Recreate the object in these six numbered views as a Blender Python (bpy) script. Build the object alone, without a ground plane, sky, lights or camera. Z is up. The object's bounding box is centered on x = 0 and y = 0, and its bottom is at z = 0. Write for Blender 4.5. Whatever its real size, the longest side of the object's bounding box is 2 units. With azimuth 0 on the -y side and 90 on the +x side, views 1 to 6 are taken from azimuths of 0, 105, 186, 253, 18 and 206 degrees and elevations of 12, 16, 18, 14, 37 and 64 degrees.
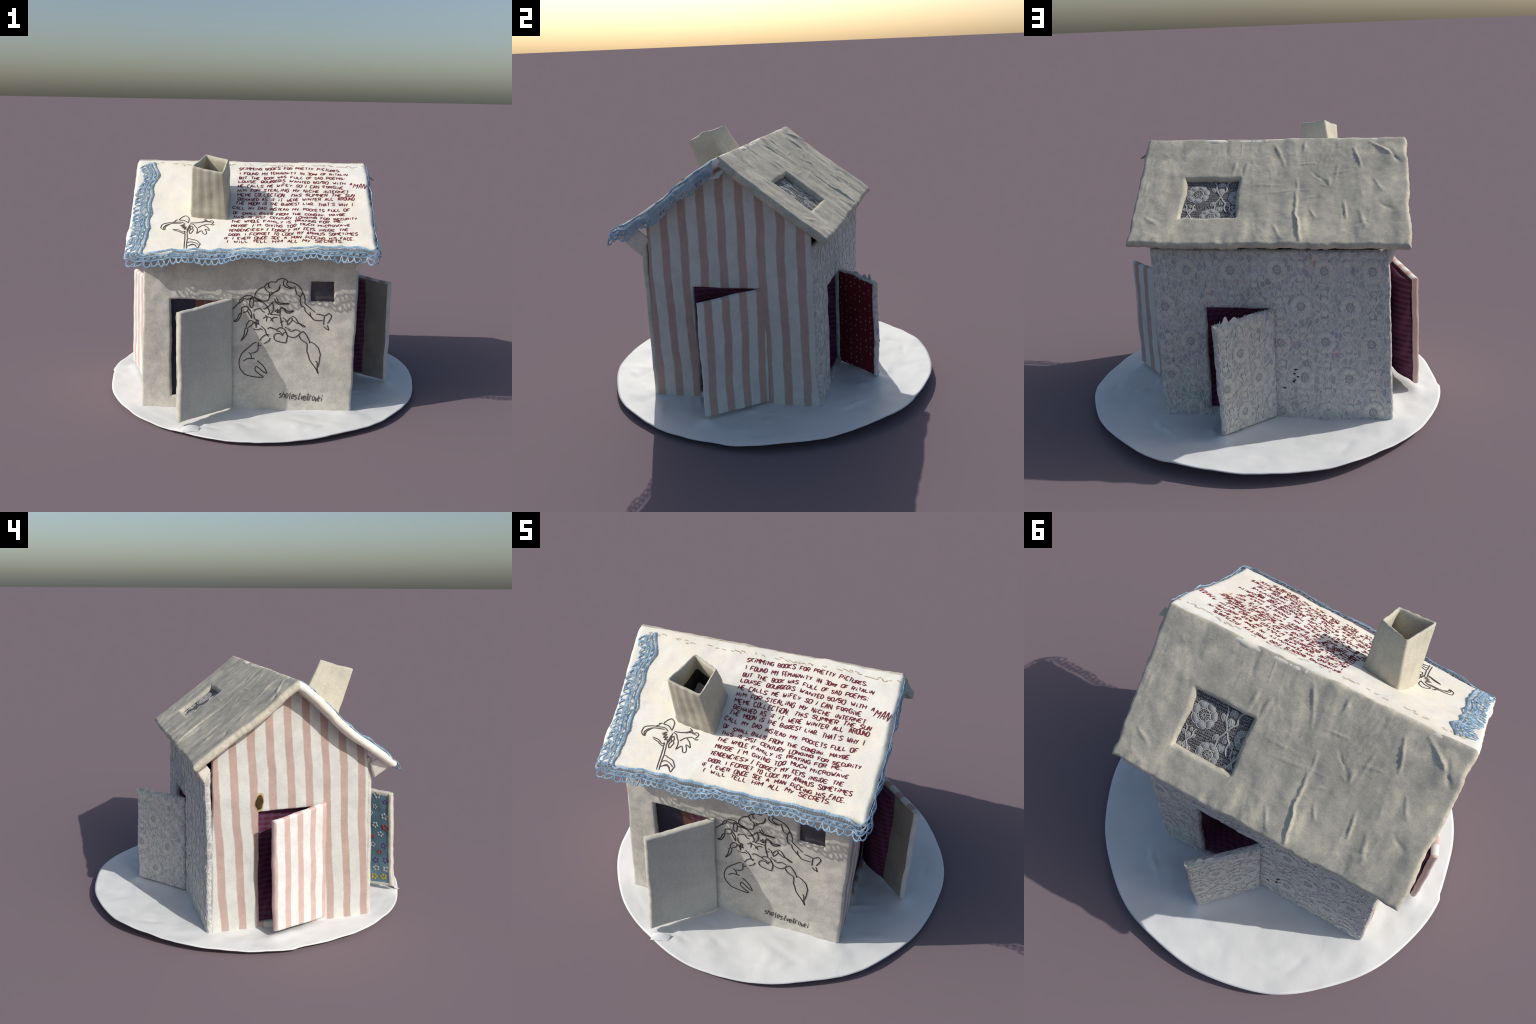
# A small hand-made fabric house on a round white paper base.
# Metres, z up.  Every part is built in world coordinates with its origin at (0, 0, 0).
import bpy, math
import numpy as np

# ----------------------------------------------------------------------------
# smooth value noise (numpy)
# ----------------------------------------------------------------------------
def _hash(i, j, k, seed):
    n = (i * 374761393 + j * 668265263 + k * 2147483647 + seed * 144269504) & 0xFFFFFFFF
    n = ((n ^ (n >> 13)) * 1274126177) & 0xFFFFFFFF
    n = (n ^ (n >> 16)) & 0xFFFFFFFF
    return n.astype(np.float64) / 4294967295.0 * 2 - 1

def noise(P, scale, seed=0):
    P = np.asarray(P, float) * scale + 100.0
    I = np.floor(P).astype(np.int64)
    F = P - I
    F = F * F * F * (F * (F * 6 - 15) + 10)
    out = 0
    for a in (0, 1):
        for b in (0, 1):
            for c in (0, 1):
                w = (F[..., 0] if a else 1 - F[..., 0]) * (F[..., 1] if b else 1 - F[..., 1]) * (F[..., 2] if c else 1 - F[..., 2])
                out = out + w * _hash(I[..., 0] + a, I[..., 1] + b, I[..., 2] + c, seed)
    return out

def fbm(P, scale, seed=0, octaves=3):
    s, a = 0, 1.0
    for o in range(octaves):
        s = s + a * noise(P, scale * 2 ** o, seed + 17 * o)
        a *= .5
    return s

def lerp(a, b, t):
    return a + (b - a) * t

def catmull(pts, per=6):
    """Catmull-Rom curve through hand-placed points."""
    P = np.asarray(pts, float)
    if len(P) < 3:
        t = np.linspace(0, 1, per + 1)[:, None]
        return P[0] * (1 - t) + P[-1] * t
    Q = np.vstack([2 * P[0] - P[1], P, 2 * P[-1] - P[-2]])
    out = []
    for i in range(1, len(Q) - 2):
        t = np.linspace(0, 1, per, endpoint=False)[:, None]
        p0, p1, p2, p3 = Q[i - 1], Q[i], Q[i + 1], Q[i + 2]
        out.append(.5 * (2 * p1 + (p2 - p0) * t + (2 * p0 - 5 * p1 + 4 * p2 - p3) * t ** 2 + (3 * p1 - p0 - 3 * p2 + p3) * t ** 3))
    out.append(P[-1:])
    return np.vstack(out)

# ----------------------------------------------------------------------------
# materials
# ----------------------------------------------------------------------------
class Mat:
    """Tiny helper for procedural node materials on Object coordinates."""
    def __init__(self, name, rough=.9, sheen=0.0):
        self.m = bpy.data.materials.new(name)
        self.m.use_nodes = True
        self.t = self.m.node_tree
        self.b = self.t.nodes["Principled BSDF"]
        self.b.inputs["Roughness"].default_value = rough
        self.b.inputs["Specular IOR Level"].default_value = .2
        if sheen:
            self.b.inputs["Sheen Weight"].default_value = sheen
        self.co = self.t.nodes.new("ShaderNodeTexCoord").outputs["Object"]

    def link(self, a, b):
        self.t.links.new(a, b)

    def put(self, sock, v):
        if isinstance(v, bpy.types.NodeSocket):
            self.link(v, sock)
        elif isinstance(v, (tuple, list)) and len(v) == 3 and sock.type == 'RGBA':
            sock.default_value = (*v, 1)
        else:
            sock.default_value = v

    def mapping(self, scale=(1, 1, 1), rot=(0, 0, 0), loc=(0, 0, 0), co=None):
        n = self.t.nodes.new("ShaderNodeMapping")
        self.link(co or self.co, n.inputs[0])
        n.inputs["Scale"].default_value = scale
        n.inputs["Rotation"].default_value = rot
        n.inputs["Location"].default_value = loc
        return n.outputs[0]

    def noise(self, scale, detail=3, rough=.55, co=None, dist=0):
        n = self.t.nodes.new("ShaderNodeTexNoise")
        self.link(co or self.co, n.inputs["Vector"])
        n.inputs["Scale"].default_value = scale
        n.inputs["Detail"].default_value = detail
        n.inputs["Roughness"].default_value = rough
        n.inputs["Distortion"].default_value = dist
        return n.outputs["Fac"]

    def voronoi(self, scale, feature='F1', co=None, out="Distance", rnd=1.0):
        n = self.t.nodes.new("ShaderNodeTexVoronoi")
        n.feature = feature
        self.link(co or self.co, n.inputs["Vector"])
        n.inputs["Scale"].default_value = scale
        n.inputs["Randomness"].default_value = rnd
        return n.outputs[out]

    def ramp(self, fac, stops, interp='LINEAR'):
        n = self.t.nodes.new("ShaderNodeValToRGB")
        n.color_ramp.interpolation = interp
        e = n.color_ramp.elements
        while len(e) > 1:
            e.remove(e[-1])
        for i, (p, c) in enumerate(stops):
            el = e[0] if i == 0 else e.new(p)
            el.position = p
            el.color = (c, c, c, 1) if isinstance(c, (int, float)) else (*c, 1)
        self.link(fac, n.inputs[0])
        return n.outputs[0]

    def mix(self, fac, a, b, mode='MIX'):
        n = self.t.nodes.new("ShaderNodeMix")
        n.data_type = 'RGBA'
        n.blend_type = mode
        self.put(n.inputs[0], fac)
        self.put(n.inputs[6], a)
        self.put(n.inputs[7], b)
        return n.outputs[2]

    def math(self, op, a, b=0.0, c=0.0):
        n = self.t.nodes.new("ShaderNodeMath")
        n.operation = op
        self.put(n.inputs[0], a)
        self.put(n.inputs[1], b)
        self.put(n.inputs[2], c)
        return n.outputs[0]

    def dot(self, vec):
        n = self.t.nodes.new("ShaderNodeVectorMath")
        n.operation = 'DOT_PRODUCT'
        self.link(self.co, n.inputs[0])
        n.inputs[1].default_value = vec
        return n.outputs["Value"]

    def band(self, coord, period, centre, half, soft=.004):
        """1 inside repeating bands of half-width `half` (metres) around `centre`."""
        f = self.math('ADD', coord, -centre + period / 2 + 50 * period)
        f = self.math('FLOORED_MODULO', f, period)
        f = self.math('ABSOLUTE', self.math('SUBTRACT', f, period / 2))
        r = self.t.nodes.new("ShaderNodeMapRange")
        r.interpolation_type = 'SMOOTHSTEP'
        self.link(f, r.inputs[0])
        r.inputs[1].default_value = half - soft
        r.inputs[2].default_value = half + soft
        r.inputs[3].default_value = 1
        r.inputs[4].default_value = 0
        return r.outputs[0]

    def done(self, color, bump=None, strength=.3, dist=.003):
        self.put(self.b.inputs["Base Color"], color)
        if bump is not None:
            n = self.t.nodes.new("ShaderNodeBump")
            n.inputs["Strength"].default_value = strength
            n.inputs["Distance"].default_value = dist
            self.link(bump, n.inputs["Height"])
            self.link(n.outputs[0], self.b.inputs["Normal"])
        return self.m


def weave(m):
    """fine criss-cross thread height"""
    a = m.noise(60, 2, co=m.mapping((1, 1, 12)))
    b = m.noise(60, 2, co=m.mapping((9, 9, 1)))
    return m.math('ADD', a, b)


def cotton(name, base, stain, smudge, stain_amt=.5, smudge_amt=.5, seed=0, grain=.2):
    m = Mat(name)
    loc = (seed * 3.1, seed * 1.7, seed * 2.3)
    n1 = m.noise(3.2, 4, co=m.mapping(loc=loc))
    n2 = m.noise(11, 4, .65, co=m.mapping(loc=loc))
    n3 = m.noise(120, 2)
    c = m.mix(m.math('MULTIPLY', m.ramp(n1, [(.45, 0), (.64, 1)]), stain_amt), base, stain)
    c = m.mix(m.math('MULTIPLY', m.ramp(n2, [(.42, 0), (.64, 1)]), smudge_amt), c, smudge)
    c = m.mix(grain, c, m.ramp(n3, [(.35, .35), (.62, 1)]), 'MULTIPLY')
    c = m.mix(m.ramp(m.noise(45, 3), [(.55, 0), (.75, grain * 1.5)]), c, smudge)
    h = m.math('ADD', m.math('MULTIPLY', weave(m), .5), m.noise(25, 4, .6))
    return m.done(c, h, .35, .004)


def stripes(name, vec, period, centre, half, white, pink, seed=0):
    m = Mat(name)
    wob = m.math('MULTIPLY', m.math('SUBTRACT', m.noise(3.5, 2, co=m.mapping((.6, .6, 1), loc=(seed, 0, seed))), .5), .028)
    wob = m.math('ADD', wob, m.math('MULTIPLY', m.math('SUBTRACT', m.noise(40, 2), .5), .005))
    f = m.band(m.math('ADD', m.dot(vec), wob), period, centre, half)
    grime = m.ramp(m.noise(9, 4, .65), [(.4, 0), (.62, 1)])
    wht = m.mix(m.math('MULTIPLY', grime, .45), white, tuple(c * .76 for c in white))
    pk = m.mix(m.ramp(m.noise(14, 3), [(.35, 0), (.7, .6)]), pink, tuple(c * .80 for c in pink))
    c = m.mix(f, wht, pk)
    thread = m.noise(45, 2, co=m.mapping((1, 1, 14)))
    c = m.mix(.22, c, m.ramp(thread, [(.35, .55), (.6, 1)]), 'MULTIPLY')
    return m.done(c, weave(m), .3, .003)


def make_materials():
    M = {}
    M['roof_front'] = cotton("ivory_cotton", (.89, .86, .77), (.84, .72, .50), (.72, .72, .71), .40, .42, 1, .07)
    M['roof_back'] = cotton("grey_cream_cotton", (.66, .61, .485), (.48, .45, .37), (.37, .355, .32), .75, .6, 2)
    M['linen'] = cotton("stained_linen", (.72, .69, .60), (.58, .55, .48), (.42, .39, .36), .6, .5, 3)
    M['door_linen'] = cotton("plain_linen", (.66, .64, .56), (.57, .55, .48), (.50, .49, .44), .5, .4, 4)
    M['chimney'] = cotton("cream_felt", (.60, .56, .45), (.58, .51, .37), (.44, .42, .36), .5, .4, 5)  # base colour lowered toward the shade on the chimney's front face
    M['dark_cloth'] = cotton("dark_grey_brown_cloth", (.36, .33, .28), (.32, .26, .20), (.24, .22, .20), .6, .5, 7)
    M['wrap'] = cotton("white_hem", (.76, .73, .66), (.68, .62, .52), (.58, .57, .54), .5, .4, 6)
    white, pink = (.665, .67, .625), (.51, .375, .33)
    M['stripe_left'] = stripes("pink_stripe_cotton", (0, 1, -.047), .1071, .3425, .0225, white, pink, 1)
    M['stripe_right'] = stripes("pink_stripe_cotton", (0, 1, .01), .1093, -.536, .0235, white, pink, 2)

    # paper base
    m = Mat("white_paper", .6)
    c = m.mix(m.ramp(m.noise(4, 3), [(.4, 0), (.8, .6)]), (.75, .755, .74), (.60, .615, .605))
    M['paper'] = m.done(c, m.noise(9, 4), .3, .01)

    # lace-covered wall: pale cords over a grey net, tints of a print below
    m = Mat("lace_net")
    wv = m.noise(6, 2)
    va = m.t.nodes.new("ShaderNodeVectorMath")
    va.operation = 'ADD'
    nz = m.t.nodes.new("ShaderNodeTexNoise")
    m.link(m.co, nz.inputs["Vector"])
    nz.inputs["Scale"].default_value = 14
    sc_ = m.t.nodes.new("ShaderNodeVectorMath")
    sc_.operation = 'SCALE'
    sc_.inputs["Scale"].default_value = .035
    m.link(nz.outputs["Color"], sc_.inputs[0])
    m.link(m.co, va.inputs[0])
    m.link(sc_.outputs[0], va.inputs[1])
    co = m.mapping((46, 46, 21), co=va.outputs[0])
    e = m.voronoi(1.0, 'DISTANCE_TO_EDGE', co=co)
    cell = m.voronoi(1.0, 'F1', co=co, out="Color")
    base = m.mix(m.ramp(m.noise(12, 3), [(.35, 0), (.65, 1)]), (.30, .30, .30), (.48, .47, .44))
    tint = m.ramp(m.noise(5.5, 2, co=m.mapping(loc=(4, 0, 7))), [(.33, (.24, .40, .33)), (.43, (.42, .44, .43)), (.53, (.45, .44, .43)), (.60, (.30, .33, .46)), (.68, (.52, .30, .33))])
    base = m.mix(m.ramp(m.noise(10, 2), [(.42, 0), (.58, .8)]), base, tint)
    sep = m.t.nodes.new("ShaderNodeSeparateColor")
    m.link(cell, sep.inputs[0])
    base = m.mix(m.ramp(sep.outputs[0], [(.35, 0), (.75, .55)]), base, (.58, .57, .54))
    net = m.ramp(m.voronoi(120, 'DISTANCE_TO_EDGE'), [(.02, 1), (.12, 0)])
    base = m.mix(m.math('MULTIPLY', net, .35), base, (.64, .63, .61))
    cord = m.ramp(e, [(.03, 1), (.16, 0)])
    c = m.mix(m.math('MULTIPLY', cord, .6), base, (.74, .73, .69))
    M['lace_net'] = m.done(c, m.math('ADD', cord, m.math('MULTIPLY', net, .3)), .5, .004)

    def plain(name, col, col2, scale=40, rough=.9, bump=.2):
        m = Mat(name, rough)
        c = m.mix(m.ramp(m.noise(scale, 3), [(.35, 0), (.65, 1)]), col, col2)
        return m.done(c, m.noise(scale * 3, 2), bump, .002)
    M['lace_eye'] = plain("lace_eye_net", (.30, .30, .31), (.42, .42, .42), 90)
    M['veil_petal'] = plain("veil_petal_thread", (.40, .39, .39), (.30, .30, .31), 30)
    M['lace_petal'] = plain("lace_petal_thread", (.66, .64, .59), (.53, .52, .48), 14)
    M['lace_cord'] = plain("lace_cord_thread", (.82, .80, .74), (.72, .70, .65), 80)
    M['ink'] = plain("black_ink", (.045, .038, .034), (.09, .075, .065), 50)
    M['pencil'] = plain("faded_ink", (.10, .085, .08), (.17, .14, .13), 50)
    M['red_thread'] = plain("dark_red_thread", (.19, .022, .035), (.28, .05, .065), 60)
    M['blue_thread'] = plain("pale_blue_crochet_thread", (.20, .34, .48), (.40, .56, .70), 26, .8)
    M['blue_band'] = plain("blue_crochet_band", (.26, .42, .58), (.40, .56, .70), 70, .8)
    M['dark_sheet'] = plain("dark_sheet", (.045, .042, .05), (.10, .09, .105), 9, .35)
    M['print_white'] = plain("print_white", (.44, .45, .45), (.34, .37, .40), 40)
    M['print_red'] = plain("print_red", (.36, .075, .06), (.26, .06, .06), 40)
    M['print_violet'] = plain("print_violet", (.13, .10, .26), (.10, .08, .20), 40)
    M['print_yellow'] = plain("print_yellow", (.46, .35, .05), (.36, .28, .06), 40)
    M['burn'] = plain("scorched_cloth", (.022, .014, .010), (.085, .05, .02), 16)
    M['scorch_rim'] = plain("scorch_rim", (.36, .24, .10), (.52, .40, .22), 30)
    M['chimney_painted_shade'] = plain("chimney_inside_painted_dark", (.04, .04, .04), (.07, .065, .06), 20)
    M['fray'] = plain("frayed_thread", (.70, .69, .66), (.58, .57, .55), 60)

    # skylight: hexagonal net over darkness
    m = Mat("dark_net_pane", .7)
    e = m.voronoi(120, 'DISTANCE_TO_EDGE', rnd=.5)
    c = m.mix(m.ramp(e, [(.06, 1), (.16, 0)]), (.035, .032, .032), (.27, .26, .26))
    M['dark_net'] = m.done(c)

    # blue floral lining ground
    m = Mat("blue_print_cotton")
    c = m.mix(m.ramp(m.noise(10, 3), [(.35, 0), (.7, 1)]), (.10, .19, .26), (.16, .27, .33))
    M['blue_print'] = m.done(c, weave(m), .3, .002)

    # dark red lining with small pale dots in staggered rows
    m = Mat("dotted_dark_red_cotton")
    d = m.voronoi(30, 'F1', rnd=.45)
    c = m.mix(m.ramp(d, [(.14, 1), (.22, 0)]), m.mix(m.noise(8, 3), (.12, .012, .02), (.20, .025, .035)), (.36, .36, .36))
    M['dot_red'] = m.done(c, weave(m), .3, .002)

    # plum plaid lining
    def plaid(name, ground, line, pale, sc, half):
        m = Mat(name)
        u = m.dot((.7, .7, .15))
        v = m.dot((-.1, -.1, 1))
        a = m.band(u, sc, 0, half, .003)
        b = m.band(v, sc, 0, half, .003)
        c = m.mix(m.math('MULTIPLY', a, .6), ground, line)
        c = m.mix(m.math('MULTIPLY', b, .6), c, pale)
        return m.done(c, weave(m), .3, .002)
    M['plaid'] = plaid("plum_plaid_cotton", (.085, .02, .045), (.14, .042, .085), (.12, .062, .115), .032, .007)
    M['gingham'] = plaid("rose_gingham_cotton", (.36, .10, .14), (.52, .30, .34), (.48, .24, .28), .045, .010)
    m = Mat("patchwork_curtain")
    x = m.dot((1, 0, 0))
    g = m.band(m.dot((1, 0, .1)), .045, 0, .010, .003)
    h = m.band(m.dot((.1, 0, 1)), .045, 0, .010, .003)
    c = m.mix(m.math('MULTIPLY', m.math('ADD', g, h), .35), (.19, .05, .075), (.33, .19, .22))  # gingham colours darkened to carry the gloom inside the doorway
    c = m.mix(m.ramp(m.math('ADD', x, .85), [(.50, 1), (.505, 0)], 'CONSTANT'), c, (.20, .085, .065))
    c = m.mix(m.ramp(m.math('ADD', x, .85), [(.0, 1), (.455, 0)], 'CONSTANT'), c, (.05, .045, .065))
    M['patchwork'] = m.done(c, weave(m), .3, .002)
    M['navy'] = plain("navy_cotton", (.03, .03, .05), (.07, .06, .09), 10)
    return M

# ----------------------------------------------------------------------------
# mesh helpers
# ----------------------------------------------------------------------------
def new_object(name, verts, faces, mats, parent=None, slots=None, smooth=True, kind=None):
    me = bpy.data.meshes.new(name)
    me.from_pydata(np.asarray(verts, float).tolist(), [], faces if isinstance(faces, list) else faces.tolist())
    for mt in (mats if isinstance(mats, (list, tuple)) else [mats]):
        me.materials.append(mt)
    if slots is not None:
        me.polygons.foreach_set("material_index", np.asarray(slots, np.int32))
    me.polygons.foreach_set("use_smooth", np.full(len(me.polygons), smooth))
    me.update()
    ob = bpy.data.objects.new(name, me)
    bpy.context.scene.collection.objects.link(ob)
    if parent is not None:
        ob.parent = parent
    if kind:
        ob["kind"] = kind
    return ob


def grid_lines(a, b, step, radius, holes):
    """parameter lines from a to b, denser where an edge is rounded, exact at hole borders"""
    marks = {a: 1, b: -1}
    for h0, h1 in holes:
        marks[h0] = 0
        marks[h1] = 0
    keys = sorted(marks)
    out = set()
    for k0, k1 in zip(keys, keys[1:]):
        n = max(1, int(round((k1 - k0) / step)))
        out.update(np.round(np.linspace(k0, k1, n + 1), 6).tolist())
    extra = [.06, .2, .45, .75]
    for k in keys:
        for f in extra:
            for s in (-1, 1):
                x = k + s * f * radius
                if a < x < b:
                    out.add(round(x, 6))
    L = sorted(out)
    keep = [L[0]]
    fixed = set(round(k, 6) for k in keys)
    for x in L[1:]:
        if x - keep[-1] < 4e-4:
            if x in fixed:
                keep[-1] = x
            continue
        keep.append(x)
    return np.array(keep)


class Sheet:
    """A padded cloth-covered board: outer surface pos(u, v), a thickness, rounded rims and holes."""
    def __init__(self, pos, u0, u1, v0, v1, thick, radius=.015, step=.011, holes=(), flip=False,
                 bump=.003, bump_scale=7, fine=.0010, wobble=.003, seed=0, extra=None, sharp=(), wrap=1.6):
        self.pos, self.u0, self.u1, self.v0, self.v1 = pos, u0, u1, v0, v1
        self.thick, self.radius, self.step, self.holes = thick, radius, step, list(holes)
        self.sign = -1 if flip else 1
        self.bump, self.bump_scale, self.fine, self.wobble, self.seed = bump, bump_scale, fine, wobble, seed
        self.extra = extra
        self.sharp = sharp
        self.wrap = wrap

    def frame(self, u, v):
        u, v = np.asarray(u, float), np.asarray(v, float)
        e = 2e-3
        P = self.pos(u, v)
        n = np.cross(self.pos(u + e, v) - self.pos(u - e, v), self.pos(u, v + e) - self.pos(u, v - e))
        n = self.sign * n / np.linalg.norm(n, axis=-1, keepdims=True)
        return P, n

    def at(self, u, v, h=0.0):
        P, n = self.frame(u, v)
        d = self.bump * fbm(P, self.bump_scale, self.seed, 3) + self.fine * fbm(P, 17, self.seed + 5, 2)
        if self.extra is not None:
            d = d + self.extra(np.asarray(u, float), np.asarray(v, float))
        w = np.stack([noise(P, 9, self.seed + 40 + i) for i in range(3)], -1) * self.wobble
        w = w + np.stack([noise(P, 45, self.seed + 50 + i) for i in range(3)], -1) * self.wobble * .35
        w = w - n * (w * n).sum(-1, keepdims=True)
        return P + w + n * (d + h)[..., None] if np.ndim(h) or np.ndim(d) else P + w + n * (d + h)

    def build(self, name, mats, parent):
        us = grid_lines(self.u0, self.u1, self.step, self.radius, [h[:2] for h in self.holes])
        vs = grid_lines(self.v0, self.v1, self.step, self.radius, [h[2:] for h in self.holes])
        U, V = np.meshgrid(us, vs, indexing='ij')
        d = np.full(U.shape, 9.0)
        if 'u0' not in self.sharp: d = np.minimum(d, U - self.u0)
        if 'u1' not in self.sharp: d = np.minimum(d, self.u1 - U)
        if 'v0' not in self.sharp: d = np.minimum(d, V - self.v0)
        if 'v1' not in self.sharp: d = np.minimum(d, self.v1 - V)
        inside = np.zeros(U.shape, bool)
        for a, b, c, e in self.holes:
            du = np.maximum(np.maximum(a - U, U - b), 0)
            dv = np.maximum(np.maximum(c - V, V - e), 0)
            d = np.minimum(d, np.hypot(du, dv))
            inside |= (U > a + 1e-6) & (U < b - 1e-6) & (V > c + 1e-6) & (V < e - 1e-6)
        d = np.maximum(d, 0)
        k = np.sqrt(np.clip(1 - np.clip(1 - d / self.radius, 0, 1) ** 2, 0, 1))
        outer = self.at(U, V, np.zeros(U.shape))
        _, n = self.frame(U, V)
        inner = outer - n * self.thick
        mid = (outer + inner) / 2
        outer = mid + (outer - mid) * k[..., None]
        inner = mid + (inner - mid) * k[..., None]
        nu, nv = U.shape
        ids = np.arange(nu * nv).reshape(nu, nv)
        iid = np.where(k < 1e-6, ids, ids + nu * nv)
        cell_u = (us[:-1] + us[1:]) / 2
        cell_v = (vs[:-1] + vs[1:]) / 2
        CU, CV = np.meshgrid(cell_u, cell_v, indexing='ij')
        solid = np.ones(CU.shape, bool)
        for a, b, c, e in self.holes:
            solid &= ~((CU > a) & (CU < b) & (CV > c) & (CV < e))
        q = lambda I: np.stack([I[:-1, :-1], I[1:, :-1], I[1:, 1:], I[:-1, 1:]], -1)[solid]
        fo, fi = q(ids), q(iid)[:, ::-1]
        if self.sign < 0:
            fo, fi = fo[:, ::-1], fi[:, ::-1]
        verts = np.vstack([outer.reshape(-1, 3), inner.reshape(-1, 3)])
        faces = [fo, fi]
        dc = (d[:-1, :-1] + d[1:, 1:])[solid] / 2
        slots = [np.zeros(len(fo), int), np.where(dc < self.radius * self.wrap, 0, 1)]
        # close sharp borders with a rim
        rim = []
        def strip(a, b):
            for i in range(len(a) - 1):
                rim.append((a[i], a[i + 1], b[i + 1], b[i]))
        if 'u0' in self.sharp: strip(ids[0], iid[0])
        if 'u1' in self.sharp: strip(iid[-1], ids[-1])
        if 'v0' in self.sharp: strip(iid[:, 0], ids[:, 0])
        if 'v1' in self.sharp: strip(ids[:, -1], iid[:, -1])
        rim = [f if self.sign > 0 else f[::-1] for f in rim if len(set(f)) == 4]
        if rim:
            faces.append(np.array(rim))
            slots.append(np.zeros(len(rim), int))
        F = np.vstack(faces)
        used = np.unique(F)
        re = np.full(len(verts), -1)
        re[used] = np.arange(len(used))
        self.object = new_object(name, verts[used], re[F], mats, parent, np.concatenate(slots))
        return self.object


class Threads:
    """Collects raised threads (tubes) and small patches into one mesh."""
    def __init__(self):
        self.v, self.f, self.s, self.n = [], [], [], 0

    def tube(self, P, N, r, sides=5, slot=0, flat=1.0, taper=True):
        P = np.asarray(P, float)
        if len(P) < 2:
            return
        T = np.gradient(P, axis=0)
        T /= np.linalg.norm(T, axis=1, keepdims=True) + 1e-12
        N = np.broadcast_to(np.asarray(N, float), P.shape)
        B = np.cross(T, N)
        B /= np.linalg.norm(B, axis=1, keepdims=True) + 1e-12
        N = np.cross(B, T)
        R = np.full(len(P), r)
        if taper:
            R[0] *= .45
            R[-1] *= .45
        a = np.linspace(0, 2 * np.pi, sides, endpoint=False) + .3
        ring = P[:, None] + R[:, None, None] * (np.cos(a)[None, :, None] * B[:, None] + flat * np.sin(a)[None, :, None] * N[:, None])
        m = len(P)
        self.v.append(ring.reshape(-1, 3))
        base = self.n
        for i in range(m - 1):
            for j in range(sides):
                k = (j + 1) % sides
                self.f.append((base + i * sides + j, base + i * sides + k, base + (i + 1) * sides + k, base + (i + 1) * sides + j))
                self.s.append(slot)
        self.f.append(tuple(base + j for j in range(sides))[::-1]); self.s.append(slot)
        self.f.append(tuple(base + (m - 1) * sides + j for j in range(sides))); self.s.append(slot)
        self.n += m * sides

    def dome(self, rim_low, rim_high, centre, slot=0):
        """closed patch: a low rim, a raised shoulder and a centre"""
        m = len(rim_low)
        base = self.n
        self.v.append(np.vstack([rim_low, rim_high, centre[None]]))
        for j in range(m):
            k = (j + 1) % m
            self.f.append((base + j, base + k, base + m + k, base + m + j)); self.s.append(slot)
            self.f.append((base + m + j, base + m + k, base + 2 * m)); self.s.append(slot)
        self.n += 2 * m + 1

    def build(self, name, mats, parent, kind=None):
        if not self.v:
            return None
        return new_object(name, np.vstack(self.v), self.f, mats, parent, self.s, kind=kind)


def on_sheet(sheet, uv, h):
    uv = np.asarray(uv, float)
    P = sheet.at(uv[:, 0], uv[:, 1], np.full(len(uv), h))
    _, n = sheet.frame(uv[:, 0], uv[:, 1])
    return P, n


def draw(sheet, threads, uv, r, h=.0006, slot=0, flat=.7):
    P, n = on_sheet(sheet, uv, h)
    threads.tube(P, n, r, 5, slot, flat)


def patch(sheet, threads, uv, h, slot=0):
    uv = np.asarray(uv, float)
    c = uv.mean(0)
    low, _ = on_sheet(sheet, uv, -.0015)
    high, _ = on_sheet(sheet, c + (uv - c) * .9, h)
    mid, _ = on_sheet(sheet, c[None], h * 1.15)
    threads.dome(low, high, mid[0], slot)

# ----------------------------------------------------------------------------
# lace motifs
# ----------------------------------------------------------------------------
def lace_flower(sheet, cu, cv, R, rng, name, parent, M, petals=8, lift=.0026, squash=1.15, ok=lambda uv: True):
    t = Threads()
    rot = rng.uniform(0, 1)
    for i in range(petals):
        a = 2 * np.pi * (i + rot) / petals
        w = np.pi / petals * R * .80
        s = np.linspace(0, 2 * np.pi, 14, endpoint=False)
        lx = R * .72 + np.cos(s) * R * .27
        ly = np.sin(s) * w * (1 + .15 * np.cos(s))
        uv = np.stack([cu + lx * np.cos(a) - ly * np.sin(a), cv + squash * (lx * np.sin(a) + ly * np.cos(a))], 1)
        if not ok(uv):
            continue
        patch(sheet, t, uv, lift, 0)
        draw(sheet, t, np.vstack([uv, uv[:1]]), .0015, lift * .9, 1)
    for rr, th in ((.43, .0016), (.12, .0014)):
        s = np.linspace(0, 2 * np.pi, 21)
        uv = np.stack([cu + rr * R * np.cos(s), cv + squash * rr * R * np.sin(s)], 1)
        if ok(uv):
            if rr > .2:
                patch(sheet, t, uv[:-1], .0008, 2)
            draw(sheet, t, uv, th, .0018, 1)
    for i in range(12 if ok(np.array([[cu - .4 * R, cv], [cu + .4 * R, cv], [cu, cv - .4 * R], [cu, cv + .4 * R]])) else 0):
        a = 2 * np.pi * (i + .3 + rng.uniform(-.15, .15)) / 12
        q = np.linspace(.12, .43, 3)[:, None] * R
        draw(sheet, t, np.array([cu, cv]) + q * np.array([[np.cos(a), squash * np.sin(a)]]), .0012, .0016, 1)
    return t.build(name, [M['lace_petal'], M['lace_cord'], M['lace_eye']], parent)


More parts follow.
